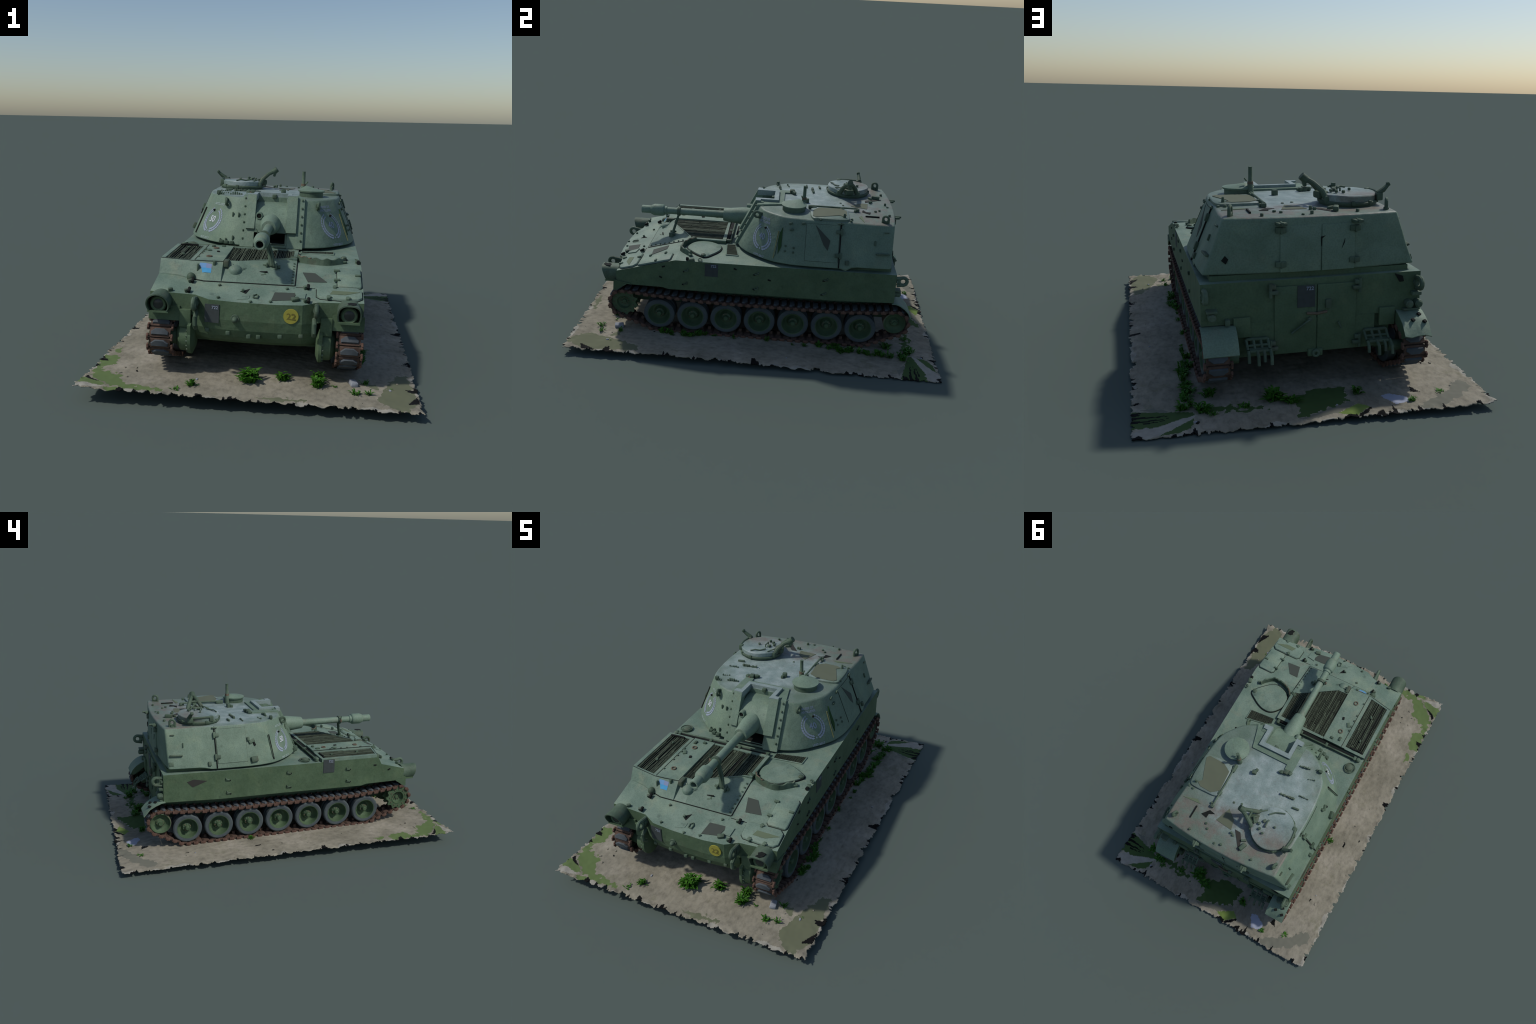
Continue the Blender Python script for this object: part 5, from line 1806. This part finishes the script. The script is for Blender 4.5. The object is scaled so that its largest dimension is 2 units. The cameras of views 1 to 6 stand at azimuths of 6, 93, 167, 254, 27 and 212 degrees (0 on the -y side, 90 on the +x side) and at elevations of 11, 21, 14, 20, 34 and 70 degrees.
def jag(s, amp, seed):
    """ragged edge offset along an edge"""
    a = noise.noise(Vector((s * 9.0, seed, 0.3))) * 0.9
    c = noise.noise(Vector((s * 38.0, seed, 2.7))) * 0.8
    d = noise.noise(Vector((s * 120.0, seed, 5.1))) * 0.7
    return amp * (0.25 * a + 0.6 * c + 0.6 * d)

def build_ground():
    GP = empty("ground_patch")
    GP["label"] = "thin ragged rectangle of dusty ground with weeds"
    GP["category"] = "ground"
    NX, NY = 280, 412
    c00, c10, c01, c11 = Vector((-0.684, -0.994)), Vector((0.676, -0.981)), Vector((-0.680, 0.991)), Vector((0.686, 0.991))
    b = bmesh.new()
    grid = []
    for j in range(NY + 1):
        v = j / NY
        row = []
        for i in range(NX + 1):
            u = i / NX
            p = (c00 * (1 - u) + c10 * u) * (1 - v) + (c01 * (1 - u) + c11 * u) * v
            # ragged rim
            f = 0.0
            du = max(0, 1 - min(u, 1 - u) * 22)
            dv = max(0, 1 - min(v, 1 - v) * 30)
            if du > 0:
                p.x += (1 if u > 0.5 else -1) * jag(p.y, 0.018, 1.7 if u > 0.5 else 8.2) * du
            if dv > 0:
                p.y += (1 if v > 0.5 else -1) * jag(p.x, 0.020, 4.4 if v > 0.5 else 12.9) * dv
            z = sheet_z(p.x, p.y)
            z += 0.0030 * noise.noise(Vector((p.x * 9, p.y * 9, 0))) + 0.0014 * noise.noise(Vector((p.x * 40, p.y * 40, 1)))
            rim = max(du, dv)
            if rim > 0:
                z += 0.010 * rim * rim * noise.noise(Vector((p.x * 30, p.y * 30, 7.0)))
            # curled front-left corner
            q = max(0, 1 - math.hypot(p.x + 0.68, p.y + 0.99) / 0.16)
            z += 0.010 * q
            row.append(b.verts.new((p.x, p.y, max(0.0045, z))))
        grid.append(row)
    mats = [SOIL]
    for m, _, _ in REGIONS:
        if m not in mats:
            mats.append(m)
    boxes = [(min(p[0] for p in r[2]) - 0.04, max(p[0] for p in r[2]) + 0.04, min(p[1] for p in r[2]) - 0.04, max(p[1] for p in r[2]) + 0.04) for r in REGIONS]
    kill = []
    for j in range(NY):
        for i in range(NX):
            f = b.faces.new((grid[j][i], grid[j][i + 1], grid[j + 1][i + 1], grid[j + 1][i]))
            c = f.calc_center_median()
            for (m, jt, poly), bb in zip(REGIONS, boxes):
                if not (bb[0] < c.x < bb[1] and bb[2] < c.y < bb[3]):
                    continue
                ox = jt * 2.2 * noise.noise(Vector((c.x * 45, c.y * 45, 3)))
                oy = jt * 2.2 * noise.noise(Vector((c.x * 45, c.y * 45, 9)))
                if inside((c.x + ox, c.y + oy), poly):
                    f.material_index = mats.index(m)
                    break
            # torn rim: slits and flakes running in from the edge
            el = min((i, c.y, 1.0), (NX - 1 - i, c.y, 2.0), (j, c.x, 3.0), (NY - 1 - j, c.x, 4.0))
            e, along, sd = el
            if e < 12:
                cut = 9.0 * (noise.noise(Vector((along * 34, sd * 7.3, 0.5))) + 0.5 * noise.noise(Vector((along * 90, sd * 3.1, 4.5))) - 0.28)
                shade = 14.0 * (noise.noise(Vector((along * 27 + 0.35 * e * 0.2, sd * 5.7, 8.5))) + 0.6 * noise.noise(Vector((along * 75, sd * 2.3, 6.5))) - 0.30)
                pale = 10.0 * (noise.noise(Vector((along * 14, sd * 9.1, 2.5))) - 0.1)
                if e < cut:
                    kill.append(f)
                elif e < shade:
                    f.material_index = mats.index(BLACK)
                elif e < pale and f.material_index == 0:
                    f.material_index = mats.index(LIGHT)
    bmesh.ops.delete(b, geom=kill, context="FACES")
    loose = [v for v in b.verts if not v.link_faces]
    bmesh.ops.delete(b, geom=loose, context="VERTS")
    me = bpy.data.meshes.new("soil_sheet")
    b.normal_update()
    b.to_mesh(me)
    b.free()
    for m in mats:
        me.materials.append(m)
    me.shade_smooth()
    o = bpy.data.objects.new("soil_sheet", me)
    bpy.context.scene.collection.objects.link(o)
    so = o.modifiers.new("thickness", "SOLIDIFY")
    so.thickness, so.offset = 0.003, -1
    dg = bpy.context.evaluated_depsgraph_get()
    o.data = bpy.data.meshes.new_from_object(o.evaluated_get(dg))
    o.modifiers.clear()
    o.parent = GP
    # weeds -------------------------------------------------------------------
    def weed(x, y, rad, height, n, kind="leafy"):
        bb = Build()
        z0 = sheet_z(x, y)
        for k in range(int(n * 1.8)):
            a = RNG.uniform(0, 2 * math.pi)
            L = rad * RNG.uniform(0.35, 0.95)
            h = height * RNG.uniform(0.25, 1.0)
            w = L * RNG.uniform(0.11, 0.20)
            bx, by = x + rad * 0.45 * RNG.uniform(-1, 1), y + rad * 0.45 * RNG.uniform(-1, 1)
            d = Vector((math.cos(a), math.sin(a), 0))
            sd = Vector((-d.y, d.x, 0))
            base = Vector((bx, by, z0 - 0.002))
            spine = []
            for s in range(5):
                t = s / 4
                spine.append(base + d * L * t + Vector((0, 0, h * math.sin(min(1.0, t * 1.25) * math.pi * 0.62))))
            ww = [0.25, 0.9, 1.0, 0.7, 0.05]
            vs, fs = [], []
            for p, q in zip(spine, ww):
                vs += [p - sd * w * q + Vector((0, 0, 0.12 * w)), p, p + sd * w * q + Vector((0, 0, 0.12 * w))]
            for s in range(4):
                for c in range(2):
                    fs.append([s * 3 + c, s * 3 + c + 1, s * 3 + c + 4, s * 3 + c + 3])
            bb.add(vs, fs, LEAF)
        return bb.obj("weed", GP, 60, False, "stuff")
    weed(-0.010, -0.795, 0.055, 0.055, 70)
    weed(0.123, -0.752, 0.040, 0.038, 40)
    weed(0.273, -0.795, 0.036, 0.042, 46)
    weed(0.274, -0.735, 0.035, 0.050, 36)
    weed(-0.232, -0.885, 0.026, 0.030, 36)
    weed(-0.290, -0.935, 0.022, 0.010, 12)
    for x, y, r, h, n in ((0.422, -0.846, 0.026, 0.022, 18), (0.478, -0.830, 0.022, 0.020, 16), (0.465, -0.728, 0.024, 0.022, 14), (0.342, -0.785, 0.016, 0.010, 8), (0.57, -0.756, 0.010, 0.01, 5),
                          (-0.467, 0.218, 0.024, 0.026, 18), (-0.358, 0.919, 0.022, 0.018, 16), (-0.50, 0.875, 0.024, 0.010, 10),
                          (0.155, 0.812, 0.048, 0.045, 46), (0.092, 0.842, 0.040, 0.025, 24), (0.258, 0.842, 0.022, 0.018, 12), (0.283, 0.84, 0.025, 0.015, 10), (-0.171, 0.825, 0.032, 0.03, 20),
                          (0.428, 0.840, 0.036, 0.040, 34), (0.500, 0.812, 0.034, 0.032, 30), (0.395, 0.873, 0.024, 0.015, 12), (0.395, 0.725, 0.040, 0.03, 26)):
        weed(x, y, r, h, n)
    # the overgrown strip along the right track
    for k in range(46):
        t = k / 45
        y = -0.52 + 1.30 * t + RNG.uniform(-0.02, 0.02)
        dens = 0.35 + 0.65 * max(0, math.sin(t * 9 + 0.6)) if t < 0.66 else 1.0
        if RNG.random() > dens * 0.8 + 0.1:
            continue
        x = RNG.uniform(0.435, 0.468) + (0.02 if t > 0.75 else 0)
        weed(x, y, RNG.uniform(0.018, 0.036) * (0.6 + 0.4 * dens), RNG.uniform(0.012, 0.040) * (0.5 + 0.5 * dens), int(7 + 13 * dens))
    # a stone and some dry crumbs
    b2 = Build()
    b2.box((0.417, -0.748, sheet_z(0.417, -0.748) + 0.009), (0.030, 0.048, 0.020), STONE, rotz(0.25) @ roty(0.2), 0.005)
    b2.obj("stone", GP)
    b2 = Build()
    for k in range(70):
        x, y = RNG.uniform(-0.66, 0.66), RNG.uniform(-0.96, 0.96)
        if abs(x) < 0.44 and abs(y) < 0.8:
            continue
        s = RNG.uniform(0.003, 0.009)
        b2.box((x, y, sheet_z(x, y) + s * 0.2), (s * RNG.uniform(0.6, 2.2), s, s * 0.7), RNG.choice((SOIL, STONE, P_DARK, SOIL)), rotz(RNG.uniform(0, 3)), s * 0.2)
    b2.obj("pebble", GP, 35, True, "stuff")

build_ground()
bpy.data.objects.remove(TUR)
